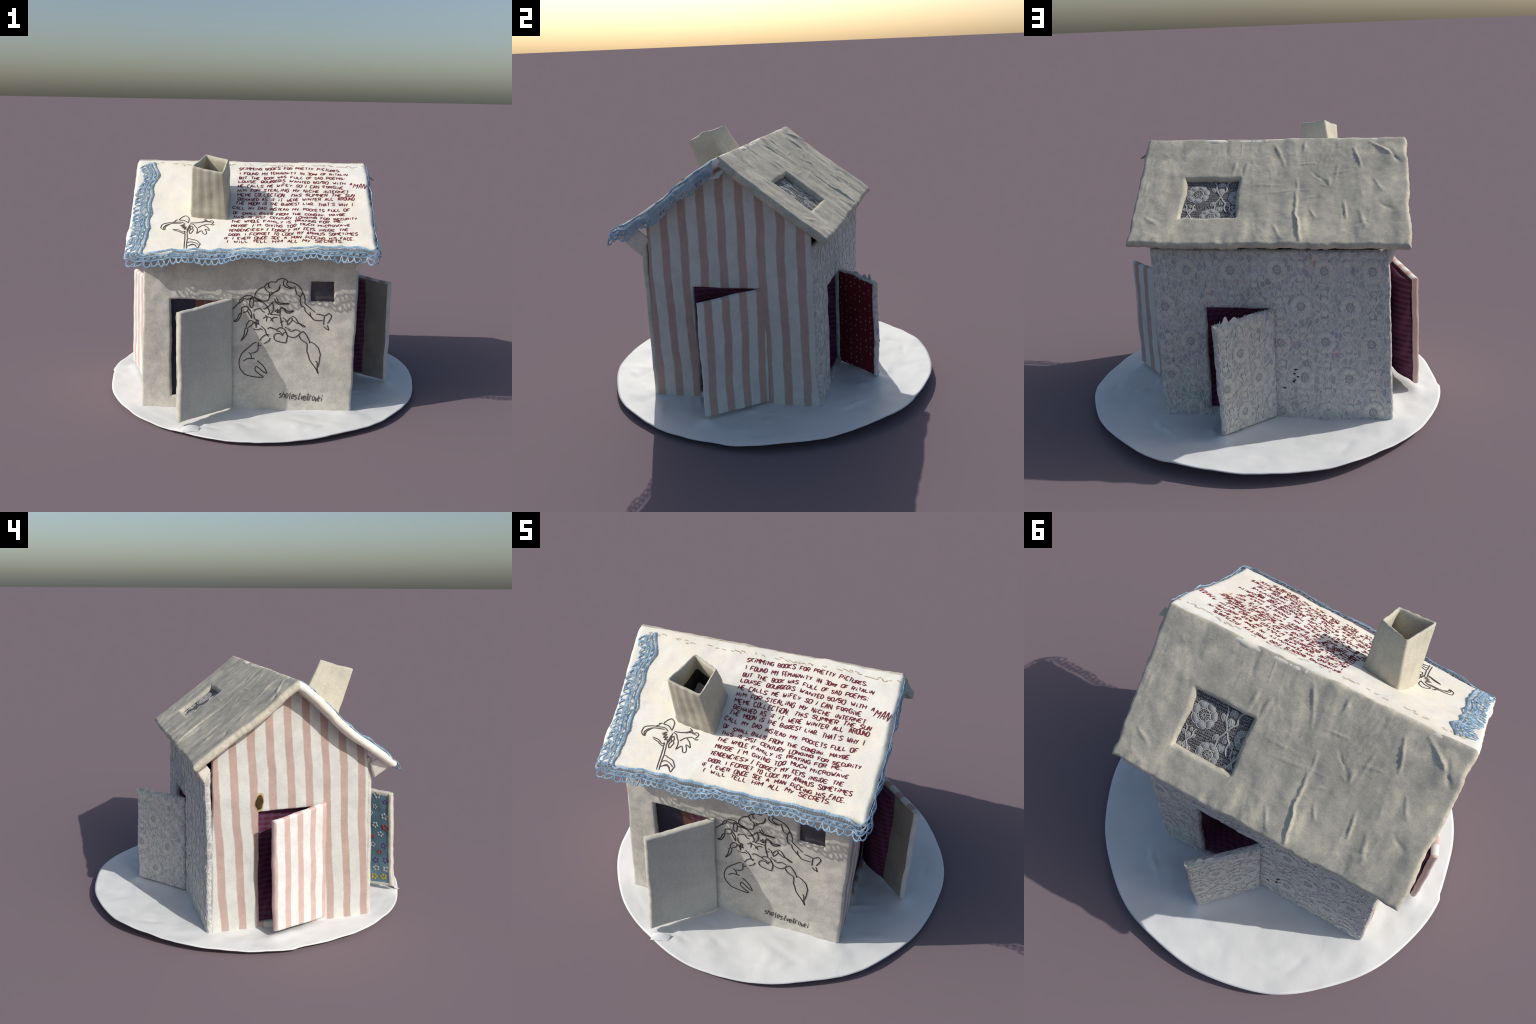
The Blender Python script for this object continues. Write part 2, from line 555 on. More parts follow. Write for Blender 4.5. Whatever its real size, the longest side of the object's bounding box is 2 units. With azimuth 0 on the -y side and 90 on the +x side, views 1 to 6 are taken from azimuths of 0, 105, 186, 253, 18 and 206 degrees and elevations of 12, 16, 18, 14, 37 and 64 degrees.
def lace_spray(sheet, cu, cv, R, rng, name, parent, M, lift=.0026, ok=lambda uv: True):
    """crossing stems with leaves above and below"""
    t = Threads()
    for sx in (-1, 1):
        for sy in (-1, 1):
            stem = np.array([(0, 0), (.16 * sx, .35 * sy), (.42 * sx, .75 * sy), (.40 * sx, 1.25 * sy), (.62 * sx, 1.7 * sy)]) * R + rng.uniform(-.05, .05, (5, 2)) * R
            stem[0] = 0
            c = catmull(stem, 4) + (cu, cv)
            if ok(c):
                draw(sheet, t, c, .0017, .0024, 1)
                draw(sheet, t, c + (sx * .07 * R, 0), .0014, .0020, 1)
            for off, tilt, ln, wd in (((.10, .62), .10, .42, .17), ((.66, .78), -.45, .36, .15), ((.12, 1.35), .25, .34, .16)):
                if rng.uniform() < .1:
                    continue
                s = np.linspace(0, 2 * np.pi, 12, endpoint=False)
                lx, ly = np.sin(s) * wd * R, np.cos(s) * ln * R * .75
                a = tilt * sx * sy
                p = np.stack([cu + sx * off[0] * R + lx * np.cos(a) - ly * np.sin(a), cv + sy * off[1] * R + lx * np.sin(a) + ly * np.cos(a)], 1)
                if not ok(p):
                    continue
                patch(sheet, t, p, lift, 0)
                draw(sheet, t, np.vstack([p, p[:1]]), .0014, lift * .9, 1)
    return t.build(name, [M['lace_petal'], M['lace_cord']], parent)


def lace_field(sheet, parent, M, u_range, v_range, seed, R=.056, du=.238, dv=.197, u_off=0, v_off=0, hole=None):
    """staggered lattice of flowers and leaf sprays over a cloth, clipped to its outline"""
    rng = np.random.default_rng(seed)
    def ok(uv):
        u, v = uv[:, 0], uv[:, 1]
        good = (u > u_range[0]).all() and (u < u_range[1]).all() and (v > v_range[0]).all() and (v < v_range[1]).all()
        if hole is not None:
            good = good and not ((u > hole[0] - .008) & (u < hole[1] + .008) & (v > hole[2] - .008) & (v < hole[3] + .008)).any()
        return good
    row, v = 0, v_range[0] + v_off - dv
    while v < v_range[1] + dv:
        u = u_range[0] + u_off - du + (du / 2 if row % 2 else 0)
        while u < u_range[1] + du:
            ju, jv = rng.uniform(-.006, .006, 2)
            lace_flower(sheet, u + ju, v + jv, R, rng, "lace_flower", parent, M, ok=ok)
            lace_spray(sheet, u + du / 2 + ju, v + jv, R * 1.02, rng, "lace_leaf_spray", parent, M, ok=ok)
            u += du
        v += dv
        row += 1

# ----------------------------------------------------------------------------
# handwriting: a stroke alphabet on a 4 x 6 grid (digit pairs are x, y)
# ----------------------------------------------------------------------------
GLYPHS = {
    'A': "002640 1232", 'B': "000636453303 33423000", 'C': "4536160402103041", 'D': "00062644422000", 'E': "46060040 0333",
    'F': "460600 0333", 'G': "45361604021030414323", 'H': "0006 4046 0343", 'I': "2026 1636 1030", 'J': "3631201001", 'K': "0006 460340",
    'L': "060040", 'M': "0006234640", 'N': "00064046", 'O': "160501103041453616", 'P': "00063645443303", 'R': "00063645443303 2340",
    'S': "45361605044241301001", 'T': "0646 2620", 'U': "060110304146", 'V': "062046", 'W': "0610233046", 'X': "0046 0640", 'Y': "0623 4610",
    'i': "2024 2526", '0': "160501103041453616", '1': "152620", '2': "05163645440040", '3': "06463342412001", '5': "4606034441301001",
    '/': "0046", '.': "1020", ',': "2110", ':': "2021 2425", '?': "05164544232 2", "'": "2625",
    'm': "0004 0324 2023 2344 4440", 'g': "443414020130404 4401f", 's': "4434140323423110", 'h': "0006 03244340", 'e': "0242433414020110304 1",
    'l': "262130", 't': "26213041 0545", 'v': "042044", 'r': "0004 031444", 'o': "140301103041433414", 'k': "0006 440240",
}
GLYPHS['?'] = "05164544232220"
GLYPHS['g'] = "44140212324 4".replace(" ", "") + " 44312010"
GLYPHS['e'] = "02424334140301103041"


def glyph_strokes(ch):
    g = GLYPHS.get(ch)
    if g is None:
        return []
    return [np.array([(int(s[i]), int(s[i + 1])) for i in range(0, len(s) - 1, 2)], float) for s in g.split()]


def write(sheet, to_uv, text, path, height, r, rng, name, mat, parent, slant=.12):
    """Write `text` along a path (list of points) fitted to its length; to_uv maps (x, y) to the sheet."""
    C = catmull(path, 20)
    seg = np.r_[0, np.cumsum(np.linalg.norm(np.diff(C, axis=0), axis=1))]
    total = seg[-1]
    adv = [(.62 if c in "iI.,:'1" else 1.05 if c == ' ' else 1.0 + (.25 if c in 'MW' else 0)) * rng.uniform(.92, 1.1) for c in text]
    unit = total / sum(adv)
    t = Threads()
    x = 0
    for c, a in zip(text, adv):
        cx = (x + a * .5) * unit
        x += a
        ox = np.interp(cx, seg, C[:, 0])
        oy = np.interp(cx, seg, C[:, 1])
        e = .01
        dx = np.interp(min(cx + e, total), seg, C[:, 0]) - np.interp(max(cx - e, 0), seg, C[:, 0])
        dy = np.interp(min(cx + e, total), seg, C[:, 1]) - np.interp(max(cx - e, 0), seg, C[:, 1])
        ang = math.atan2(dy, dx) + rng.uniform(-.07, .07)
        hh = height * rng.uniform(.86, 1.14)
        ww = unit * min(a, 1.25) * .70
        up = rng.uniform(-.08, .08) * height
        sl = slant + rng.uniform(-.06, .06)
        for st in glyph_strokes(c):
            g = st + rng.uniform(-.16, .16, st.shape)
            gx = (g[:, 0] / 4 - .5) * ww
            gy = (g[:, 1] / 6 - .5) * hh + up
            gx = gx + gy * sl
            px = ox + gx * math.cos(ang) - gy * math.sin(ang)
            py = oy + gx * math.sin(ang) + gy * math.cos(ang)
            draw(sheet, t, to_uv(catmull(np.stack([px, py], 1), 3)), r, .0014, 0, .6)
    return t.build(name, mat, parent)

# ----------------------------------------------------------------------------
# dimensions
# ----------------------------------------------------------------------------
# front roof slope: (y, z) of the outer surface from ridge to eave, at the left and the right end
SLOPE_LEFT = np.array([(-.038, 1.449), (-.09, 1.425), (-.145, 1.378), (-.24, 1.292), (-.37, 1.165), (-.50, 1.078), (-.60, 1.008), (-.655, .972)])
SLOPE_RIGHT = np.array([(-.074, 1.455), (-.13, 1.428), (-.20, 1.383), (-.308, 1.312), (-.40, 1.237), (-.505, 1.165), (-.62, 1.100), (-.725, 1.045)])
BACK_LEFT = np.array([(-.060, 1.432), (-.050, 1.444), (-.036, 1.440), (0, 1.412), (.12, 1.318), (.24, 1.228), (.36, 1.143), (.47, 1.065), (.53, 1.016)])
BACK_RIGHT = np.array([(-.092, 1.437), (-.082, 1.449), (-.068, 1.444), (-.02, 1.407), (.12, 1.297), (.24, 1.210), (.35, 1.126), (.44, 1.065), (.497, 1.026)])
ROOF_X0, ROOF_X1 = -.790, .620
SLOPE_LEN, BACK_LEN = .776, .740
RIDGE_LAP = .006
WALL_Z0 = .008
FL, FR, BR, BL = (-.717, -.562), (.532, -.588), (.518, .424), (-.716, .444)


def profile(ctrl, s):
    C = catmull(ctrl, 16)
    d = np.r_[0, np.cumsum(np.linalg.norm(np.diff(C, axis=0), axis=1))]
    d /= d[-1]
    return np.interp(s, d, C[:, 0]), np.interp(s, d, C[:, 1])


def slope_pos(left, right, length):
    def f(u, v):
        t = (u - ROOF_X0) / (ROOF_X1 - ROOF_X0)
        s = np.clip(v / length, -.05, 1.05)
        yl, zl = profile(left, s)
        yr, zr = profile(right, s)
        return np.stack([u, lerp(yl, yr, t), lerp(zl, zr, t)], -1)
    return f


def wall_pos(a, b, lean=0.0, end_a=0.0, end_b=0.0):
    """vertical wall from plan point a to b; u metres along it, v = height"""
    a, b = np.array(a), np.array(b)
    L = np.linalg.norm(b - a)
    d = (b - a) / L
    nrm = np.array([d[1], -d[0]])
    def f(u, v):
        k = lean(u / L, np.asarray(v)) if callable(lean) else np.asarray(v) * lean
        u = u + np.asarray(v) * (end_a * np.clip(1 - np.asarray(u) / .15, 0, 1) ** 2 + end_b * np.clip(1 - (L - np.asarray(u)) / .15, 0, 1) ** 2)
        return np.stack([a[0] + d[0] * u + nrm[0] * k, a[1] + d[1] * u + nrm[1] * k, v + 0 * u], -1)
    return f, L


def door_pos(ht, hb, ft, fb, W, H, bow=.01):
    ht, hb, ft, fb = map(np.array, (ht, hb, ft, fb))
    n = np.cross(ft - ht, (0, 0, 1)); n = n / np.linalg.norm(n)
    def f(u, v):
        s, t = (np.asarray(u) / W)[..., None], (np.asarray(v) / H)[..., None]
        P = (hb * (1 - t) + ht * t) * (1 - s) + (fb * (1 - t) + ft * t) * s
        return P - n * .007 - n * bow * np.sin(np.pi * np.clip(s, 0, 1)) * np.sin(np.pi * np.clip(t * .8 + .1, 0, 1))
    return f

# ----------------------------------------------------------------------------
# parts
# ----------------------------------------------------------------------------
def build_base(M, root):
    rings, seg = 60, 200
    th = np.linspace(0, 2 * np.pi, seg, endpoint=False)
    # outline: a hand-cut circle, with a small overlap step at the left side
    out = .994 + .004 * np.sin(th) + .006 * np.sin(3 * th + 1) + .004 * np.sin(7 * th + .4) + .003 * np.sin(13 * th)
    step = np.clip((th - (np.pi - .34)) / .34, 0, 1) * (th < np.pi)
    out = out + .012 * step ** 2
    r = np.linspace(0, 1, rings + 1)[1:] ** .8
    X = (r[:, None] * out[None]) * np.cos(th)
    Y = (r[:, None] * out[None]) * np.sin(th)
    P = np.stack([X, Y, 0 * X], -1)
    rad = np.hypot(X, Y)
    edge = np.clip((rad - .45) / .55, 0, 1) ** 2
    back = np.clip(Y, 0, 1)
    Z = .034 + .011 * np.minimum(X, 0) + .003 * np.maximum(X, 0) + .009 * Y + .020 * edge * back + .007 * fbm(P, 3.0, 3, 3) + .0022 * fbm(P, 14, 4, 2)
    # crumpled folds of the paper
    rng = np.random.default_rng(11)
    for _ in range(46):
        a, rr = rng.uniform(0, 2 * np.pi), rng.uniform(.62, .95)
        c = np.array([np.cos(a), np.sin(a)]) * rr
        b = rng.uniform(0, np.pi)
        dx, dy = X - c[0], Y - c[1]
        al, ac = dx * np.cos(b) + dy * np.sin(b), -dx * np.sin(b) + dy * np.cos(b)
        Z += rng.uniform(-.009, .012) * np.exp(-(ac / .012) ** 2 - (al / rng.uniform(.03, .09)) ** 2)
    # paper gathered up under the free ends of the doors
    for (x0, y0), (x1, y1), hgt, wid in (((-.08, .46), (.14, .69), .03, .05), ((-.2, -.61), (-.45, -.84), .012, .03), ((.55, .08), (.80, -.15), .022, .05), ((-.74, -.2), (-.86, .09), .02, .04)):
        dx, dy = x1 - x0, y1 - y0
        t = np.clip(((X - x0) * dx + (Y - y0) * dy) / (dx * dx + dy * dy), 0, 1)
        dist = np.hypot(X - x0 - t * dx, Y - y0 - t * dy)
        Z += hgt * t * np.exp(-(dist / wid) ** 2)
    low = (Z - .006) * np.clip((rad - .35) / .25, 0, 1)
    low = np.minimum(low, Z - .006)
    low = np.maximum(low, 0)
    top = np.stack([X, Y, Z], -1).reshape(-1, 3)
    bot = np.stack([X * .997, Y * .997, low], -1).reshape(-1, 3)
    ids = np.arange(rings * seg).reshape(rings, seg)
    verts = np.vstack([top, bot, [[0, 0, .036], [0, 0, 0]]])
    faces = []
    nb = rings * seg
    for i in range(rings - 1):
        for j in range(seg):
            k = (j + 1) % seg
            faces.append((ids[i, j], ids[i + 1, j], ids[i + 1, k], ids[i, k]))
            faces.append((nb + ids[i, k], nb + ids[i + 1, k], nb + ids[i + 1, j], nb + ids[i, j]))
    for j in range(seg):
        k = (j + 1) % seg
        faces.append((2 * nb, ids[0, j], ids[0, k]))
        faces.append((2 * nb + 1, nb + ids[0, k], nb + ids[0, j]))
        faces.append((ids[-1, j], nb + ids[-1, j], nb + ids[-1, k], ids[-1, k]))
    new_object("paper_base", verts, [tuple(int(a) for a in f) for f in faces], M['paper'], root)
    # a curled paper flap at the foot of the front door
    def flap(u, v):
        x = -.44 + u * .10
        y = -.860 - .040 * v + .02 * u
        z = .026 + .014 * np.sin(np.pi * u) * (1 - v) + .010 * (1 - v) ** 2
        return np.stack([x, y, z + 0 * u], -1)
    Sheet(flap, 0, 1, 0, 1, .003, .2, .1, bump=.002, fine=0, wobble=.004, seed=77).build("paper_flap", [M['paper'], M['paper']], root)


def swell(u, v):
    """the front roof board bows up under the poem"""
    return .017 * np.exp(-((u - .22) / .20) ** 2 - ((v - .53) / .15) ** 2)


def build_roof(M, root):
    chimney_hole = (-.375, -.265, .36, .455)
    front = Sheet(slope_pos(SLOPE_LEFT, SLOPE_RIGHT, SLOPE_LEN), ROOF_X0, ROOF_X1, 0, SLOPE_LEN, .048, .024, .011,
                  holes=[chimney_hole], flip=True, bump=.0035, bump_scale=6, fine=.0012, wobble=.008, seed=1,
                  extra=swell)
    front.build("roof_panel", [M['roof_front'], M['wrap']], root)

    # wrinkles of the back cloth: (x0, s0, x1, s1, width, height)
    creases = [(-.222, .30, -.222, .40, .007, .008), (-.215, .40, -.232, .52, .009, .014), (-.228, .52, -.250, .70, .011, .020),
               (-.515, .09, -.548, .22, .008, .013), (-.60, .05, -.735, .15, .010, .013), (-.700, .10, -.745, .19, .014, -.012),
               (-.462, .46, -.475, .56, .010, .012), (-.085, .06, -.13, .15, .010, .010), (-.13, .15, -.15, .22, .012, .006),
               (-.385, .31, -.385, .35, .014, .008), (-.12, .60, -.15, .68, .012, .007), (.05, .20, .06, .27, .014, .008), (.11, .18, .12, .26, .014, .007),
               (-.20, .20, -.32, .19, .007, .006), (-.26, .44, -.31, .42, .007, .007), (-.34, .34, -.37, .36, .006, .006), (-.30, .50, -.33, .56, .01, .007),
               (-.55, .52, -.58, .62, .016, .008), (-.52, .60, -.60, .58, .012, -.007), (-.05, .40, -.30, .38, .008, .004), (.00, .34, -.16, .35, .008, .004),
               (-.40, .27, -.50, .25, .008, .005), (-.62, .30, -.66, .38, .012, .006), (-.64, .46, -.70, .50, .014, -.006), (-.26, .05, -.25, .11, .01, .008),
               (.48, .60, .54, .55, .014, .006), (-.30, .25, -.36, .32, .010, -.005), (-.44, .20, -.42, .30, .012, .005), (.45, .2, .42, .33, .03, .005)]
    def wrinkle(u, v):
        z = np.zeros(np.broadcast(u, v).shape)
        for x0, s0, x1, s1, w, hgt in creases:
            s0, s1 = s0 + RIDGE_LAP, s1 + RIDGE_LAP
            dx, dy = x1 - x0, s1 - s0
            t = np.clip(((u - x0) * dx + (v - s0) * dy) / (dx * dx + dy * dy), 0, 1)
            dist = np.hypot(u - x0 - t * dx, v - s0 - t * dy)
            z = z + hgt * np.exp(-(dist / (w * .62)) ** 2) * .62 * (.35 + .65 * np.sin(np.pi * np.clip(t, .08, .92)))
        # gathers running down from the ridge and small puckers at the eave
        q = np.stack([np.asarray(u) * 16, np.asarray(v) * 3.2, 0 * z], -1)
        z = z + .0035 * noise(q, 1.0, 60) * (1 - np.clip((u + .1) / .5, 0, .5))
        q2 = np.stack([np.asarray(u) * 30, np.asarray(v) * 6, 0 * z], -1)
        q3 = np.stack([np.asarray(u) * 34 + 2.5 * noise(q, .7, 64), np.asarray(v) * 11, 0 * z], -1)
        z = z + .0018 * (1 - np.abs(noise(q3, 1.0, 65))) ** 4 * np.clip(noise(q * .35, 1.0, 66) + .45, 0, 1)
        q4 = np.stack([np.asarray(u) * 12, np.asarray(v) * 40 + 2 * noise(q, .9, 67), 0 * z], -1)
        z = z + .0013 * (1 - np.abs(noise(q4, 1.0, 68))) ** 4 * np.clip(noise(q * .3, 1.0, 69) + .2, 0, 1)
        return z + .004 * noise(q2, 1.0, 61) * np.clip((v - .65) / .1, 0, 1)
    sky = (.083, .362, .300 + RIDGE_LAP, .552 + RIDGE_LAP)
    back = Sheet(slope_pos(BACK_LEFT, BACK_RIGHT, BACK_LEN), ROOF_X0, ROOF_X1, 0, BACK_LEN, .045, .020, .0065, holes=[sky], flip=False,
                 bump=.0030, bump_scale=6, fine=.0012, wobble=.0085, seed=2, extra=wrinkle)
    back_obj = back.build("roof_panel", [M['roof_back'], M['wrap']], root)
    # skylight
    pane = Sheet(lambda u, v: slope_pos(BACK_LEFT, BACK_RIGHT, BACK_LEN)(u, v) + np.array([0, -.016, -.022]), sky[0] - .02, sky[1] + .02, sky[2] - .02, sky[3] + .02,
                 .004, .004, .02, bump=.002, wobble=0, seed=9)
    pane_obj = pane.build("skylight_pane", [M['dark_net'], M['dark_sheet']], root)
    rng = np.random.default_rng(5)
    veil = dict(M, lace_petal=M['veil_petal'], lace_eye=M['dark_net'], lace_cord=M['lace_petal'])
    cx = lambda px: .362 - (px - 0.0) * .279
    cy = lambda py: sky[2] + py * .251
    lace_flower(pane, cx(.24), cy(.33), .062, rng, "lace_flower", pane_obj, veil, 7, .0010, 1.0)
    lace_flower(pane, cx(.52), cy(.93), .055, rng, "lace_flower", pane_obj, veil, 7, .0010, 1.0)
    lace_flower(pane, cx(.98), cy(.42), .045, rng, "lace_flower", pane_obj, veil, 7, .0010, 1.0)
    lace_spray(pane, cx(.68), cy(.40), .060, rng, "lace_leaf_spray", pane_obj, veil, .0010)
    lace_spray(pane, cx(.12), cy(.86), .038, rng, "lace_leaf_spray", pane_obj, veil, .0010)
    lace_spray(pane, cx(.93), cy(.86), .035, rng, "lace_leaf_spray", pane_obj, veil, .0010)
    return front, back


def build_ridge_seam(front, M, root):
    """ragged seam where the two roof cloths overlap just below the ridge, with loose threads"""
    rng = np.random.default_rng(8)
    t = Threads()
    x = -.74
    while x < .60:
        L = rng.uniform(.01, .035)
        s0 = rng.uniform(.050, .062)
        uv = np.array([(x, s0), (x + L * .5, s0 + rng.uniform(-.006, .008)), (x + L, s0 + rng.uniform(-.004, .010))])
        if rng.uniform() < .55:
            draw(front, t, catmull(uv, 4), .0011, .003, 0)
        x += rng.uniform(.01, .03)
    t.build("ridge_seam_thread", M['scorch_rim'], root, "stuff")


def build_poem(front, M, root):
    lines = [
        ("SKiMMiNG BOOKS FOR PRETTY PiCTURES,", (-0.161, -0.137, -0.004, -0.137, 0.152, -0.137, 0.308, -0.147, 0.463, -0.158)),
        ("I FOUND MY FEMiNiNiTY iN 30mg OF RiTALiN", (-0.158, -0.168, 0.006, -0.171, 0.169, -0.174, 0.332, -0.183, 0.494, -0.193)),
        ("BUT THE BOOK WAS FULL OF SAD POEMS:", (-0.162, -0.199, -0.001, -0.202, 0.16, -0.204, 0.32, -0.214, 0.479, -0.224)),
        ("LOUiSE BOURGEOiS WANTED 50/50 WiTH A", (-0.163, -0.224, 0.009, -0.229, 0.179, -0.236, 0.349, -0.249, 0.518, -0.262)),
        ("HE CALLS ME WiFEY SO I CAN FORGiVE", (-0.165, -0.252, -0.007, -0.259, 0.15, -0.266, 0.307, -0.278, 0.463, -0.289)),
        ("HiM FOR STEALiNG MY NiCHE iNTERNET", (-0.164, -0.279, 0.002, -0.288, 0.166, -0.299, 0.33, -0.309, 0.493, -0.317)),
        ("MEME COLLECTiON. THiS SUMMER THE SUN", (-0.165, -0.304, 0.01, -0.314, 0.183, -0.327, 0.356, -0.334, 0.528, -0.339)),
        ("BEHAVED AS iF iT WERE WiNTER ALL AROUND", (-0.163, -0.328, 0.011, -0.339, 0.184, -0.354, 0.357, -0.359, 0.53, -0.36)),
        ("THE MOON iS THE BiGGEST LiAR, THAT'S WHY I", (-0.175, -0.35, -0.001, -0.362, 0.171, -0.382, 0.343, -0.39, 0.514, -0.393)),
        ("CALL MY DAD iNSTEAD MY POCKETS FULL OF", (-0.19, -0.376, -0.017, -0.391, 0.153, -0.421, 0.323, -0.429, 0.494, -0.425)),
        ("OF SMALL BiLLS FROM THE CONBiNi. MAYBE", (-0.188, -0.41, -0.023, -0.426, 0.14, -0.454, 0.301, -0.465, 0.464, -0.458)),
        ("THiS iS 21ST CENTURY LONGiNG FOR SECURiTY", (-0.189, -0.437, -0.007, -0.457, 0.172, -0.487, 0.351, -0.493, 0.53, -0.492)),
        ("THE WHOLE FAMiLY iS PRAYiNG FOR ME,", (-0.198, -0.47, -0.035, -0.485, 0.127, -0.509, 0.287, -0.521, 0.448, -0.514)),
        ("MAYBE I'M GiViNG TOO MUCH MiCROWAVE", (-0.196, -0.502, -0.024, -0.515, 0.145, -0.538, 0.314, -0.548, 0.484, -0.546)),
        ("TENDENCiES? I FORGET MY KEYS iNSiDE THE", (-0.205, -0.531, -0.033, -0.544, 0.136, -0.566, 0.305, -0.58, 0.473, -0.584)),
        ("DOOR, I FORGET TO LOCK MY ANiMUS SOMETiMES", (-0.201, -0.565, -0.019, -0.574, 0.161, -0.592, 0.34, -0.605, 0.519, -0.615)),
        ("iF I EVER ONCE SEE A MAN PiCKiNG HiS FACE,", (-0.228, -0.591, -0.043, -0.599, 0.141, -0.613, 0.323, -0.632, 0.503, -0.648)),
        ("I WiLL TELL HiM ALL MY SECRETS.", (-0.211, -0.616, -0.045, -0.622, 0.119, -0.632, 0.282, -0.65, 0.444, -0.663)),
        ("MAN", (.519, -.272, .558, -.279, .600, -.288)),
    ]
    table_s = np.linspace(0, 1, 200)
    yl, _ = profile(SLOPE_LEFT, table_s)
    yr, _ = profile(SLOPE_RIGHT, table_s)
    def to_uv(p):
        x, y = p[:, 0], p[:, 1]
        t = (x - ROOF_X0) / (ROOF_X1 - ROOF_X0)
        find = lambda yy: np.array([np.interp(-b, -(yl * (1 - a) + yr * a), table_s) for a, b in zip(t, yy)]) * SLOPE_LEN
        v = find(y)
        v = find(y + .58 * swell(x, v))
        return np.stack([x, v], 1)
    rng = np.random.default_rng(21)
    for text, p in lines:
        big = text == "MAN"
        write(front, to_uv, text, np.array(p).reshape(-1, 2), .034 if big else .0155, .0023, rng, "poem_line", M['red_thread'], root, slant=.16)
    return to_uv


def strokes_on(sheet, strokes, to_uv, r, name, mat, parent, closed=False):
    t = Threads()
    for st in strokes:
        a = np.array(st, float).reshape(-1, 2)
        draw(sheet, t, to_uv(catmull(a, 5)), r, .0014, 0, .6)
    return t.build(name, mat, parent)


def build_flower_drawing(front, to_uv, M, root):
    # a rose sketched on the roof, in sketch units
    leaves = [(880, 930, 885, 875, 845, 845, 790, 880, 775, 910, 830, 905, 880, 935),
              (540, 1030, 560, 985, 620, 960, 720, 945, 800, 935, 840, 955), (540, 1030, 590, 1050, 610, 1010, 680, 970, 800, 945),
              (590, 1050, 580, 1020, 620, 985, 700, 965), (690, 1045, 760, 1055, 830, 1085, 855, 1075), (700, 1055, 790, 1085, 840, 1110),
              (780, 990, 830, 965, 800, 1000, 840, 985, 810, 1025, 855, 1010, 830, 1045, 870, 1040, 880, 1075),
              (900, 950, 960, 975, 990, 1020, 1000, 1060, 990, 1105), (905, 935, 980, 945, 1060, 935, 1110, 915),
              (990, 1105, 1045, 1065, 1070, 1105, 1110, 1100, 1090, 1045, 1145, 1060, 1130, 1010, 1090, 985, 1040, 1000, 1010, 1025),
              (1085, 980, 1150, 965, 1200, 980, 1225, 975), (1095, 875, 1150, 885, 1220, 875, 1260, 890, 1275, 875, 1240, 865), (1110, 910, 1160, 925, 1195, 915, 1215, 940, 1190, 970),
              (1060, 940, 1120, 930, 1200, 940), (1100, 890, 1140, 915, 1090, 930), (760, 905, 730, 915, 735, 925, 690, 950)]
    bud = [(900, 1015, 930, 990, 945, 1020, 915, 1045, 905, 1015), (935, 1040, 955, 1060, 935, 1095, 910, 1110, 905, 1080, 920, 1045), (890, 985, 880, 1040, 900, 1010)]
    stem = [(825, 1290, 835, 1180, 845, 1110, 860, 1080), (870, 1180, 875, 1110, 890, 1050, 900, 960), (870, 1180, 930, 1185, 990, 1200, 1030, 1245),
            (850, 1290, 865, 1260, 940, 1250, 985, 1290, 1010, 1260, 1030, 1245), (860, 1230, 900, 1215, 960, 1225, 1000, 1250), (880, 1255, 930, 1240, 970, 1265), (870, 1180, 860, 1220, 850, 1290)]
    place = lambda p: to_uv(np.stack([-.604 + (p[:, 0] - 540) * .000449 + (p[:, 1] - 850) * .00007, -.401 - (p[:, 1] - 850) * .000527 - (p[:, 0] - 540) * .000026], 1))
    for nm, st in (("rose_leaf_drawing", leaves), ("rose_bud_drawing", bud), ("rose_stem_drawing", stem)):
        strokes_on(front, st, place, .0026, nm, M['pencil'], root)


